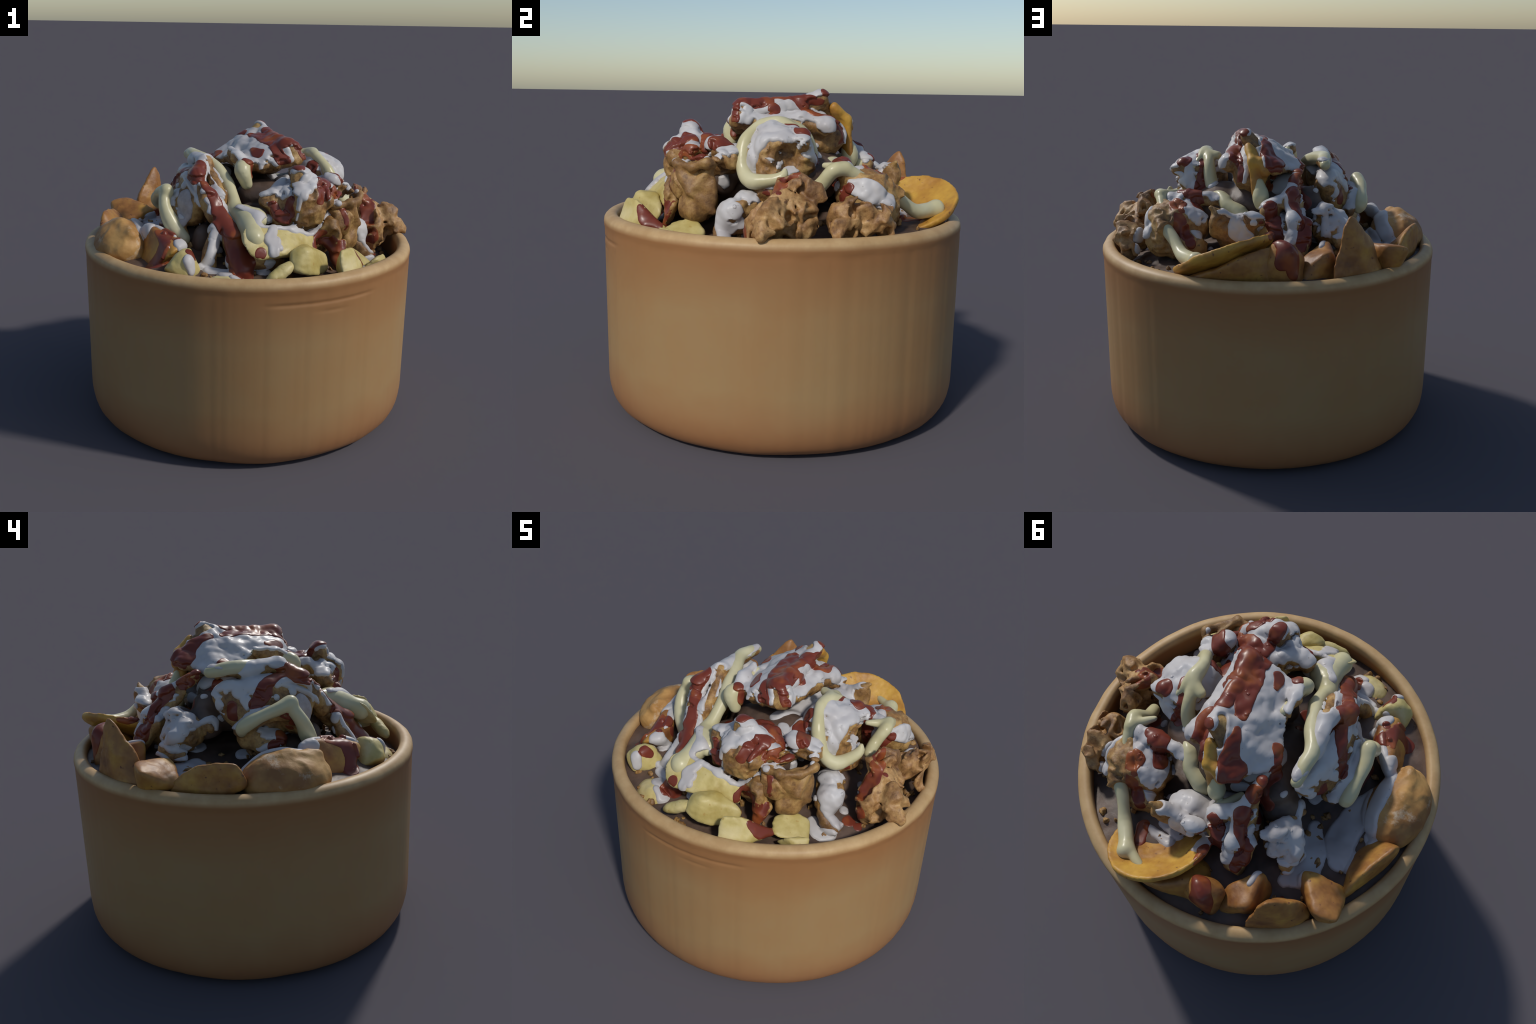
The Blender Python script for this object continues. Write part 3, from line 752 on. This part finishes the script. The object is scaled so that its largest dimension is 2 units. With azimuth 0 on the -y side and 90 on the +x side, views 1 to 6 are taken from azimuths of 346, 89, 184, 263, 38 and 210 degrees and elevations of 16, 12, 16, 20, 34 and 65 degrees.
    ("right_top", "yogurt", [(0.701, 0.106, 1.012, 0.040)]),
    ("right_top", "yogurt", [(0.484, 0.347, 1.368, 0.023), (0.385, 0.433, 1.339, 0.035), (0.343, 0.488, 1.277, 0.023)]),
    ("right_side", "yogurt", [(0.607, 0.319, 1.294, 0.042), (0.645, 0.395, 1.275, 0.060), (0.627, 0.497, 1.226, 0.052)]),
    ("right_side", "yogurt", [(0.150, 0.652, 1.109, 0.035), (0.312, 0.632, 1.089, 0.016)]),
    ("right_front", "yogurt", [(0.479, 0.360, 1.372, 0.023), (0.514, 0.264, 1.347, 0.025), (0.520, 0.254, 1.273, 0.019)]),
    ("right_edge", "yogurt", [(0.692, 0.376, 1.177, 0.038), (0.688, 0.472, 1.109, 0.038)]),
    ("right_top", "ketchup", [(0.630, 0.080, 1.039, 0.031)]),
    ("right_top", "ketchup", [(0.414, 0.308, 1.401, 0.040), (0.398, 0.265, 1.399, 0.033), (0.367, 0.364, 1.319, 0.038)]),
    ("right_mid", "ketchup", [(0.478, 0.422, 1.364, 0.033), (0.427, 0.527, 1.255, 0.036), (0.364, 0.576, 1.170, 0.023)]),
    ("right_front", "ketchup", [(0.490, 0.080, 1.554, 0.037)]),
    ("right_front", "ketchup", [(0.450, 0.272, 1.398, 0.032), (0.470, 0.260, 1.310, 0.032), (0.461, 0.257, 1.225, 0.020)]),
    ("right_low", "ketchup", [(0.592, 0.302, 1.281, 0.028), (0.575, 0.275, 1.224, 0.016)]),
    ("slice", "ketchup", [(0.320, 0.640, 1.086, 0.032), (0.293, 0.722, 1.092, 0.026)]),
    ("star", "yogurt", [(0.168, 0.475, 1.300, 0.035), (0.080, 0.493, 1.315, 0.035)]),
    ("star", "yogurt", [(0.282, 0.435, 1.112, 0.018)]),
    ("star_flap", "yogurt", [(0.230, 0.582, 1.112, 0.029), (0.132, 0.590, 1.117, 0.036)]),
    ("star_flap", "yogurt", [(0.017, 0.613, 1.310, 0.017)]),
    ("star_front", "yogurt", [(0.125, 0.573, 1.327, 0.029), (0.107, 0.586, 1.263, 0.054), (0.059, 0.584, 1.239, 0.046)]),
    ("star_tip", "yogurt", [(0.020, 0.321, 1.297, 0.019)]),
    ("star", "ketchup", [(-0.065, 0.508, 1.368, 0.035), (-0.075, 0.518, 1.294, 0.033), (-0.104, 0.566, 1.222, 0.029)]),
    ("star", "ketchup", [(-0.165, 0.852, 1.243, 0.046), (-0.152, 0.863, 1.166, 0.038)]),
    ("ridge", "ketchup", [(-0.201, 0.181, 1.521, 0.019), (-0.209, 0.154, 1.437, 0.032), (-0.235, 0.293, 1.351, 0.036)]),
    ("ridge", "ketchup", [(-0.248, 0.532, 1.286, 0.031), (-0.238, 0.622, 1.183, 0.026)]),
    ("ridge", "yogurt", [(-0.192, 0.332, 1.496, 0.015), (-0.166, 0.440, 1.448, 0.025), (-0.162, 0.485, 1.373, 0.030), (-0.185, 0.575, 1.311, 0.032), (-0.172, 0.605, 1.218, 0.032)]),
    ("ridge_left", "ketchup", [(0.456, 0.425, 1.344, 0.031)]),
    ("ridge_left", "ketchup", [(-0.203, 0.322, 1.484, 0.043)]),
    ("ridge_left", "ketchup", [(-0.194, 0.435, 1.438, 0.043), (-0.207, 0.492, 1.358, 0.022), (-0.250, 0.532, 1.285, 0.022), (-0.283, 0.572, 1.210, 0.026)]),
    ("ridge_back", "ketchup", [(-0.206, 0.252, 1.523, 0.029)]),
    ("ridge_back", "ketchup", [(-0.021, 0.228, 1.443, 0.030)]),
    ("under_crown", "yogurt", [(-0.060, 0.295, 1.364, 0.034), (-0.103, 0.270, 1.364, 0.025)]),
    ("ragged", "yogurt", [(-0.228, 0.460, 1.335, 0.019), (-0.407, 0.399, 1.329, 0.023), (-0.435, 0.313, 1.305, 0.023), (-0.378, 0.201, 1.314, 0.023), (-0.371, 0.198, 1.216, 0.023)]),
    ("ragged", "yogurt", [(-0.258, 0.469, 1.230, 0.024)]),
    ("ragged", "yogurt", [(-0.470, 0.388, 1.287, 0.057), (-0.468, 0.426, 1.213, 0.049), (-0.427, 0.328, 1.183, 0.030), (-0.285, 0.273, 1.133, 0.043)]),
    ("ragged_low", "yogurt", [(-0.188, 0.509, 1.130, 0.019)]),
    ("ragged_low", "yogurt", [(-0.474, 0.495, 1.161, 0.030), (-0.566, 0.390, 1.089, 0.015)]),
    ("ragged_back", "yogurt", [(-0.342, 0.427, 1.357, 0.030), (-0.361, 0.450, 1.286, 0.022), (-0.363, 0.473, 1.215, 0.028), (-0.344, 0.653, 1.203, 0.014)]),
    ("ragged_back", "yogurt", [(-0.426, 0.404, 1.311, 0.022), (-0.469, 0.432, 1.276, 0.022)]),
    ("puddle", "yogurt", [(-0.462, 0.182, 1.056, 0.042), (-0.519, 0.284, 1.077, 0.064), (-0.545, 0.384, 1.095, 0.056), (-0.519, 0.503, 1.087, 0.028)]),
    ("slope_top", "yogurt", [(-0.400, 0.030, 1.098, 0.020), (-0.544, -0.055, 1.182, 0.018), (-0.536, -0.155, 1.197, 0.016)]),
    ("behind_chunk", "ketchup", [(-0.538, -0.244, 1.121, 0.037), (-0.550, -0.140, 1.107, 0.021)]),
    ("behind_knob_low", "yogurt", [(-0.281, -0.655, 1.047, 0.026), (-0.373, -0.628, 1.056, 0.025)]),
    ("round_front_top", "yogurt", [(-0.287, -0.703, 1.051, 0.051)]),
    ("chunk_bare", "bare", [(-0.286, -0.191, 1.606, 0.017), (-0.269, -0.266, 1.520, 0.021), (-0.231, -0.357, 1.444, 0.022), (-0.224, -0.390, 1.362, 0.019)]),
    ("crown_bare", "bare", [(0.085, 0.158, 1.732, 0.025), (0.051, 0.261, 1.685, 0.030)]),
    ("right_bare", "bare", [(0.572, 0.546, 1.248, 0.025), (0.526, 0.569, 1.187, 0.038)]),
    ("star_bare", "bare", [(0.248, 0.597, 1.391, 0.029), (0.221, 0.576, 1.380, 0.025)]),
    ("flap_bare", "bare", [(0.498, -0.532, 1.378, 0.021), (0.558, -0.454, 1.376, 0.020), (0.567, -0.365, 1.378, 0.020)]),
    ("chunk_rope", "mayo", [(-0.345, 0.200, 1.565, 0.031), (-0.335, 0.100, 1.575, 0.040), (-0.330, 0.030, 1.580, 0.040), (-0.262, -0.100, 1.555, 0.040), (-0.216, -0.210, 1.505, 0.040), (-0.185, -0.300, 1.435, 0.040), (-0.175, -0.370, 1.380, 0.040), (-0.178, -0.430, 1.335, 0.052), (-0.132, -0.512, 1.305, 0.071), (-0.133, -0.615, 1.265, 0.059), (-0.137, -0.680, 1.242, 0.061)]),
    ("chunk_pool", "mayo", [(-0.132, -0.512, 1.300, 0.059), (-0.080, -0.520, 1.315, 0.053), (-0.060, -0.550, 1.300, 0.035)]),
    ("chunk_left_rope", "mayo", [(-0.544, -0.194, 1.410, 0.035), (-0.552, -0.245, 1.335, 0.038), (-0.518, -0.294, 1.238, 0.047), (-0.461, -0.328, 1.165, 0.042)]),
    ("chunk_side_rope", "mayo", [(-0.535, -0.205, 1.415, 0.040), (-0.560, -0.140, 1.395, 0.033), (-0.566, -0.040, 1.360, 0.035), (-0.560, 0.050, 1.310, 0.038), (-0.545, 0.060, 1.280, 0.031)]),
    ("crown_rope", "mayo", [(-0.115, -0.080, 1.602, 0.026), (-0.105, -0.160, 1.562, 0.035), (-0.100, -0.262, 1.560, 0.042), (-0.112, -0.293, 1.535, 0.047), (-0.088, -0.294, 1.460, 0.033)]),
    ("curl_rope", "mayo", [(0.300, 0.030, 1.580, 0.024), (0.369, -0.010, 1.585, 0.029), (0.382, -0.120, 1.578, 0.034), (0.430, -0.195, 1.510, 0.037), (0.460, -0.220, 1.434, 0.037), (0.495, -0.218, 1.356, 0.039), (0.548, -0.178, 1.312, 0.041), (0.582, -0.086, 1.315, 0.038), (0.598, -0.026, 1.336, 0.032), (0.600, -0.010, 1.370, 0.017)]),
    ("curl_rope_top", "mayo", [(0.382, -0.120, 1.580, 0.024), (0.390, -0.040, 1.592, 0.026), (0.400, 0.040, 1.570, 0.024), (0.430, 0.100, 1.520, 0.017)]),
    ("curl_rope_back", "mayo", [(0.369, -0.010, 1.585, 0.028), (0.350, 0.060, 1.560, 0.031), (0.335, 0.110, 1.500, 0.035), (0.320, 0.140, 1.420, 0.035), (0.310, 0.150, 1.360, 0.028)]),
    ("mid_drop", "mayo", [(0.015, 0.360, 1.480, 0.026), (0.002, 0.378, 1.410, 0.047), (0.010, 0.385, 1.360, 0.028)]),
    ("mid_rope", "mayo", [(0.290, 0.220, 1.385, 0.019), (0.243, 0.265, 1.385, 0.031), (0.199, 0.323, 1.335, 0.040), (0.127, 0.349, 1.300, 0.047), (0.090, 0.360, 1.280, 0.024)]),
    ("mid_rope", "mayo", [(-0.020, 0.430, 1.340, 0.026), (-0.047, 0.435, 1.355, 0.038), (-0.089, 0.370, 1.375, 0.033), (-0.110, 0.330, 1.390, 0.019)]),
    ("right_rope", "mayo", [(0.500, 0.190, 1.385, 0.014), (0.550, 0.240, 1.380, 0.024), (0.585, 0.290, 1.375, 0.031), (0.563, 0.382, 1.332, 0.031), (0.531, 0.508, 1.268, 0.033), (0.456, 0.592, 1.204, 0.035), (0.396, 0.680, 1.145, 0.035), (0.330, 0.765, 1.140, 0.040), (0.300, 0.810, 1.145, 0.050)]),
    ("right_front_rope", "mayo", [(0.590, 0.290, 1.380, 0.033), (0.605, 0.220, 1.365, 0.035), (0.579, 0.167, 1.295, 0.033), (0.590, 0.100, 1.260, 0.028)]),
    ("slice_rope", "mayo", [(0.296, 0.794, 1.145, 0.035), (0.220, 0.830, 1.155, 0.028), (0.170, 0.850, 1.160, 0.017)]),
    ("star_rope", "mayo", [(0.240, 0.235, 1.380, 0.024), (0.210, 0.290, 1.365, 0.028)]),
    ("curl_ring", "yogurt", [(0.524, -0.117, 1.523, 0.047), (0.516, -0.160, 1.449, 0.039), (0.513, -0.172, 1.376, 0.035)]),
    ("curl_ring", "yogurt", [(0.532, -0.060, 1.532, 0.042), (0.541, 0.037, 1.509, 0.034), (0.505, 0.105, 1.452, 0.038), (0.425, 0.145, 1.413, 0.030)]),
    ("curl_ring", "yogurt", [(0.491, -0.116, 1.537, 0.030), (0.427, -0.190, 1.492, 0.034), (0.468, -0.205, 1.412, 0.035), (0.514, -0.163, 1.351, 0.023)]),
    ("curl_ring", "yogurt", [(0.491, -0.116, 1.537, 0.030), (0.531, -0.004, 1.536, 0.026), (0.567, 0.076, 1.488, 0.021)]),
    ("curl_ring", "yogurt", [(0.316, 0.169, 1.422, 0.028)]),
    ("puddle", "yogurt", [(-0.420, 0.220, 1.170, 0.060), (-0.470, 0.310, 1.120, 0.050), (-0.550, 0.380, 1.100, 0.060), (-0.480, 0.470, 1.090, 0.045)]),
    ("torn_face", "flesh", [(-0.440, -0.278, 1.396, 0.043), (-0.444, -0.298, 1.332, 0.059), (-0.463, -0.305, 1.265, 0.034)]),
    ("slope_red", "ketchup", [(-0.050, 0.600, 1.300, 0.035), (-0.100, 0.680, 1.270, 0.040), (-0.140, 0.770, 1.260, 0.045), (-0.200, 0.860, 1.200, 0.050), (-0.220, 0.890, 1.120, 0.040)]),
    ("bun_side", "yogurt", [(-0.650, -0.280, 1.200, 0.050), (-0.680, -0.130, 1.210, 0.050), (-0.690, 0.000, 1.180, 0.050), (-0.730, 0.100, 1.110, 0.045)]),
    ("slice_bare", "bare", [(0.095, 0.270, 1.690, 0.040), (0.050, 0.370, 1.580, 0.060), (0.030, 0.370, 1.450, 0.050)]),
    ("floor", "yogurt", [(-0.660, -0.120, 1.080, 0.060), (-0.620, 0.050, 1.060, 0.085), (-0.610, 0.180, 1.060, 0.090), (-0.660, 0.290, 1.070, 0.060)]),
    ("floor", "yogurt", [(-0.470, 0.260, 1.100, 0.050), (-0.520, 0.350, 1.080, 0.080), (-0.540, 0.440, 1.080, 0.070), (-0.470, 0.520, 1.080, 0.040)]),
    ("skin_pool", "ketchup", [(0.320, -0.600, 1.170, 0.045), (0.370, -0.630, 1.120, 0.060), (0.410, -0.660, 1.080, 0.065), (0.460, -0.670, 1.050, 0.050)]),
    ("flap_fall", "yogurt", [(0.490, -0.220, 1.250, 0.050), (0.565, -0.270, 1.220, 0.055), (0.600, -0.290, 1.150, 0.060), (0.630, -0.290, 1.090, 0.060), (0.670, -0.280, 1.020, 0.050)]),
    ("crisp_side", "ketchup", [(0.740, -0.020, 1.310, 0.025), (0.740, -0.090, 1.240, 0.035), (0.720, -0.140, 1.160, 0.040), (0.700, -0.180, 1.080, 0.040), (0.690, -0.200, 1.000, 0.035)]),
    ("between", "ketchup", [(-0.150, 0.300, 1.340, 0.040), (-0.200, 0.360, 1.280, 0.035)]),
]

# ------------------------------------------------------------------ bowl
def build_bowl(mat):
    """Straight-sided round bowl: lathe profile with a soft foot and a rolled rim."""
    prof = [(0, .012), (.45, .010), (.74, .006), (.80, .001)]
    prof += [(.812 + .177 * (1 - (1 - t) ** 3.2) ** (1 / 3.2), .002 + .249 * t) for t in np.linspace(.01, 1, 26)]
    prof += [(.989 + .0035 * t, .251 + .73 * t) for t in np.concatenate([np.linspace(.06, .86, 18), np.linspace(.87, 1, 18)])]
    prof += [(.992, 1.0), (.9925, 1.016), (.9950, 1.030), (.9955, 1.045), (.993, 1.060), (.986, 1.073), (.974, 1.082), (.960, 1.088), (.945, 1.090), (.931, 1.086),
             (.922, 1.075), (.918, 1.055), (.917, 1.02), (.916, .95), (.91, .8), (.9, .5), (.86, .25), (.75, .14), (.4, .11), (0, .11)]
    R = np.array(prof)
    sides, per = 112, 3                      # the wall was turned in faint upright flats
    seg = sides * per
    th = np.arange(seg) * 2 * math.pi / seg
    ring = np.stack([np.cos(th), np.sin(th), np.zeros(seg)], 1)
    off = (th % (2 * math.pi / sides)) - math.pi / sides
    flat = math.cos(math.pi / sides) / np.cos(off)
    jit = np.repeat(rng.normal(size=sides), per) * .0006
    V = np.empty((len(R), seg, 3))
    for i, (r, z) in enumerate(R):
        wall = 1.0 if r > .9 and z < 1.01 else .3
        rr = r * (1 + (flat - 1) * 1.6 * wall) + (jit * wall + noise(ring, 3, 5) * .003) * min(1, r / .8)
        rr = rr + (noise(ring + [0, 0, z], 9, 8) * .004 if z > 1.0 else 0)
        dz = noise(ring, 2.2, 21) * .006 if z > .9 else noise(ring, 2.5, 9) * (.010 if .0 < z < .05 else 0)
        V[i] = np.stack([rr * np.cos(th) - .005, rr * np.sin(th), np.maximum(z + dz, 0) if r > .5 else z + 0 * th], 1)
    # two shallow drag marks under the rim
    ang = np.degrees(th)
    for a0, a1, z0, z1, deep in ((261, 302, .957, .964, .0045), (277, 291, .909, .909, .0025)):
        f = np.clip((ang - a0) / (a1 - a0), 0, 1)
        zc = z0 + (z1 - z0) * f * f
        win = np.clip(np.minimum(ang - a0, a1 - ang) / 6, 0, 1)
        d = deep * win[None] * np.exp(-((V[..., 2] - zc) / .010) ** 2) * (np.hypot(V[..., 0], V[..., 1]) > .95)
        V[..., :2] *= (1 - d)[..., None]
    V = V.reshape(-1, 3)
    i = np.arange(len(R) - 1)[:, None] * seg + np.arange(seg)[None]
    j = np.arange(len(R) - 1)[:, None] * seg + (np.arange(seg)[None] + 1) % seg
    Q = np.stack([i, j, j + seg, i + seg], -1).reshape(-1, 4)
    ob = mesh_object("bowl", V, Q, mat, None)
    ob["label"] = "round straight-sided tan stoneware bowl with rolled rim"
    ob["category"] = "bowl"
    return ob


# ------------------------------------------------------------------ sauces
def along(points, P):
    """Distance less width of the nearest spine point: negative inside a pour."""
    best = np.full(len(P), 9.0, np.float32)
    pts = np.array(points, np.float32)
    low, high = pts[:, :3].min(0) - .16, pts[:, :3].max(0) + .16
    near = ((P > low) & (P < high)).all(1)
    Q = P[near]
    b = best[near]
    if len(pts) == 1:
        pts = np.concatenate([pts, pts + [1e-4, 0, 0, 0]])
    for p, q in zip(pts[:-1], pts[1:]):
        e = q[:3] - p[:3]
        t = np.clip((Q - p[:3]) @ e / (e @ e + 1e-12), 0, 1)
        b = np.minimum(b, np.linalg.norm(Q - p[:3] - t[:, None] * e, axis=1) - (p[3] + (q[3] - p[3]) * t))
    best[near] = b
    return best


def spline(points, n=3):
    """Catmull-Rom through x, y, z, width."""
    p = np.array(points, float)
    if len(p) < 3:
        return p
    e = np.concatenate([[2 * p[0] - p[1]], p, [2 * p[-1] - p[-2]]])
    out = []
    for i in range(1, len(e) - 2):
        for t in np.arange(n) / n:
            out.append(.5 * (2 * e[i] + (e[i + 1] - e[i - 1]) * t + (2 * e[i - 1] - 5 * e[i] + 4 * e[i + 1] - e[i + 2]) * t * t
                             + (3 * e[i] - e[i - 1] - 3 * e[i + 1] + e[i + 2]) * t ** 3))
    return np.array(out + [p[-1]])


def cover(kind, V, N, seed, deep=None):
    s = np.full(len(V), 9.0)
    for name, k, pts in POURS:
        if k == kind:
            s = np.minimum(s, along(spline(pts), V))
    inside = -s
    if kind == "yogurt":        # a general coat settles on whatever faces up in the middle of the heap
        r = np.hypot(V[:, 0] + .03, V[:, 1])
        coat = (N[:, 2] - .42) * .07 + noise(V, 7, seed + 5) * .03
        coat = np.minimum(coat, np.minimum((.66 - r) * .4, (V[:, 2] - 1.2) * .3))
        for name, k, pts in POURS:
            if k == "bare":
                coat = np.minimum(coat, along(spline(pts), V))
        coat = np.minimum(coat * 2, deep(V) - .016)        # nothing settles on the pieces buried deep inside
        inside = np.maximum(inside, np.minimum(coat, .03))
    inside += noise(V, 11, seed) * .014 + noise(V, 28, seed + 1) * .005
    return inside - np.clip(-N[:, 2] - .25, 0, 1) * .08


def bead(inside, thick, edge):
    t = np.clip(inside / edge, 0, 1)
    return np.where(inside > 0, thick * np.sqrt(1 - (1 - t) ** 2), np.maximum(inside * 1.2, -.012))


def field_of_heap(parts):
    """One field for the whole heap: the filling blended with every sampled morsel."""
    n, ax = lattice(ORIGIN, vec(1.06, 1.03, 1.82), CELL)
    ax = [a.astype(np.float32) for a in ax]
    val = np.full(n, .05, np.float32)
    X, Y = np.meshgrid(ax[0], ax[1], indexing="ij")
    top = filling_height(X, Y)
    val = np.minimum(val, np.where(np.hypot(X, Y)[..., None] < .915, ax[2][None, None] - top[..., None], .05).astype(np.float32))
    for m, d in parts:
        a = np.round((m.low - ORIGIN) / CELL).astype(int)
        d = d[:n[0] - a[0], :n[1] - a[1], :n[2] - a[2]]
        sl = tuple(slice(a[i], a[i] + d.shape[i]) for i in range(3))
        val[sl] = smin(val[sl], d, .02)
    return val


def filling_height(X, Y):
    P = np.stack([X, Y, 0 * X], -1).reshape(-1, 3)
    r2 = (X * X + Y * Y) / .93 ** 2
    low = np.clip(X * .75 - Y * .65 + .08, 0, 1) * .14      # sinks beside the crisps
    low = low + .085 * np.exp(-((X + .50) ** 2 + (Y - .12) ** 2) / .17 ** 2)      # hollow behind the bun
    return 1.043 + .115 * np.clip(1 - r2, 0, 1) - low + (noise(P, 6, 77) * .025 + noise(P, 15, 78) * .010).reshape(X.shape)


def build_filling(mat, parent):
    rr, seg = np.linspace(.01, .93, 70), 220
    th = np.arange(seg) * 2 * math.pi / seg
    R, T = np.meshgrid(rr, th, indexing="ij")
    X, Y = R * np.cos(T), R * np.sin(T)
    V = np.stack([X, Y, filling_height(X, Y)], -1).reshape(-1, 3)
    i = np.arange(len(rr) - 1)[:, None] * seg + np.arange(seg)[None]
    j = np.arange(len(rr) - 1)[:, None] * seg + (np.arange(seg)[None] + 1) % seg
    return mesh_object("soaked_filling", V, np.stack([i, i + seg, j + seg, j], -1).reshape(-1, 4), mat, parent)


def build_crumbs(mat, parent):
    """Crust crumbs strewn over the filling between the morsels."""
    ball, quads = surface_nets(evaluate(lambda P: np.linalg.norm(P, axis=1) - .7, vec(-1, -1, -1), vec(1, 1, 1), .2), vec(-1, -1, -1), .2)
    VV, QQ, k = [], [], 0
    for _ in range(170):
        a, r = rng.uniform(0, 2 * math.pi), math.sqrt(rng.uniform(.10, .80))
        x, y = r * math.cos(a), r * math.sin(a)
        z = float(filling_height(np.array([[x]]), np.array([[y]]))[0, 0])
        size = rng.uniform(.012, .034) * rng.uniform(.6, 1.2, 3)
        B = ball * (1 + .9 * noise(ball + rng.uniform(0, 50), 1.6, 3)[:, None]) @ frame(rng.normal(size=3), rng.normal(size=3))
        VV.append(B * size + [x, y, z + size[2] * .2]); QQ.append(quads + k); k += len(ball)
    ob = mesh_object("crust_crumbs", np.concatenate(VV), np.concatenate(QQ), mat, parent)
    ob["kind"] = "stuff"


def main():
    K = make_materials()
    build_bowl(K["bowl"])
    top = bpy.data.objects.new("loaded_snack_heap", None)
    bpy.context.scene.collection.objects.link(top)
    top["label"] = "heap of fried chicken and potato pieces drizzled with white, red and cream sauces"
    top["category"] = "snack food"
    M = heap()
    parts = []
    for m in M:
        val = evaluate(m, m.low, m.high, CELL)
        parts.append((m, val))
        V, Q = surface_nets(val, m.low, CELL)
        V, Q = largest_piece(V, Q)
        V = relax(V, Q, 1, .3)
        mesh_object(m.name, V, Q, K[m.extra.get("look", m.kind)], top)
    build_filling(K["filling"], top)
    build_crumbs(K["skin"], top)

    V, Q = surface_nets(field_of_heap(parts), ORIGIN, CELL)
    V = relax(V, Q, 6, .5)
    N = normals(V, Q)
    reach = np.full(len(V), 9.0)
    for name, k, pts in POURS:
        if k not in ("mayo", "bare"):
            reach = np.minimum(reach, along(spline(pts), V))
    if len(POURS):
        V, Q, _ = keep_faces(V, Q, ((reach[Q] < .04) | ((V[Q][..., 2] > 1.17) & (N[Q][..., 2] > .2))).any(1))
        V, Q = subdivide(V, Q)
        V = relax(V, Q, 2, .5)
        N = normals(V, Q)
        white = cover("yogurt", V, N, 41, next(m for m in M if m.name == "chicken_core"))
        red = cover("ketchup", V, N, 43) + .008
        flesh = cover("flesh", V, N, 45)
        wh = bead(white, .013, .02)
        rh = np.maximum(wh, -.002) + bead(red, .0045, .012)
        for name, key, inside, h in (("yogurt_sauce", "yogurt", white, wh), ("ketchup", "ketchup", red, rh), ("chicken_flesh", "flesh", flesh, bead(flesh, .008, .02))):
            W, F, _ = keep_faces(V + N * h[:, None], Q, (inside[Q] > -.010).any(1))
            if len(F):
                ob = mesh_object(name, W, F, K[key], top)
                ob["kind"] = "stuff"
        ropes = [spline(p) for n_, k, p in POURS if k == "mayo"]
        if ropes:
            allp = np.concatenate(ropes)
            lo, hi = allp[:, :3].min(0) - .1, allp[:, :3].max(0) + .1
            n, ax = lattice(lo, hi, .008)
            d = np.full(n, .05)
            for r in ropes:
                a = np.clip(np.floor((r[:, :3].min(0) - .09 - lo) / .008).astype(int), 0, n - 1)
                z = np.clip(np.ceil((r[:, :3].max(0) + .09 - lo) / .008).astype(int) + 1, 1, n)
                sl = tuple(slice(a[i], z[i]) for i in range(3))
                G = np.stack(np.meshgrid(*[ax[i][a[i]:z[i]] for i in range(3)], indexing="ij"), -1).reshape(-1, 3)
                e = np.minimum(along(r, G), .05) - noise(G, 8, 5) * .014
                d[sl] = smin(d[sl], e.reshape(d[sl].shape), .012)
            V, Q = surface_nets(d, lo, .008)
            ob = mesh_object("mayonnaise", relax(V, Q, 2, .5), Q, K["mayo"], top)
            ob["kind"] = "stuff"


main()
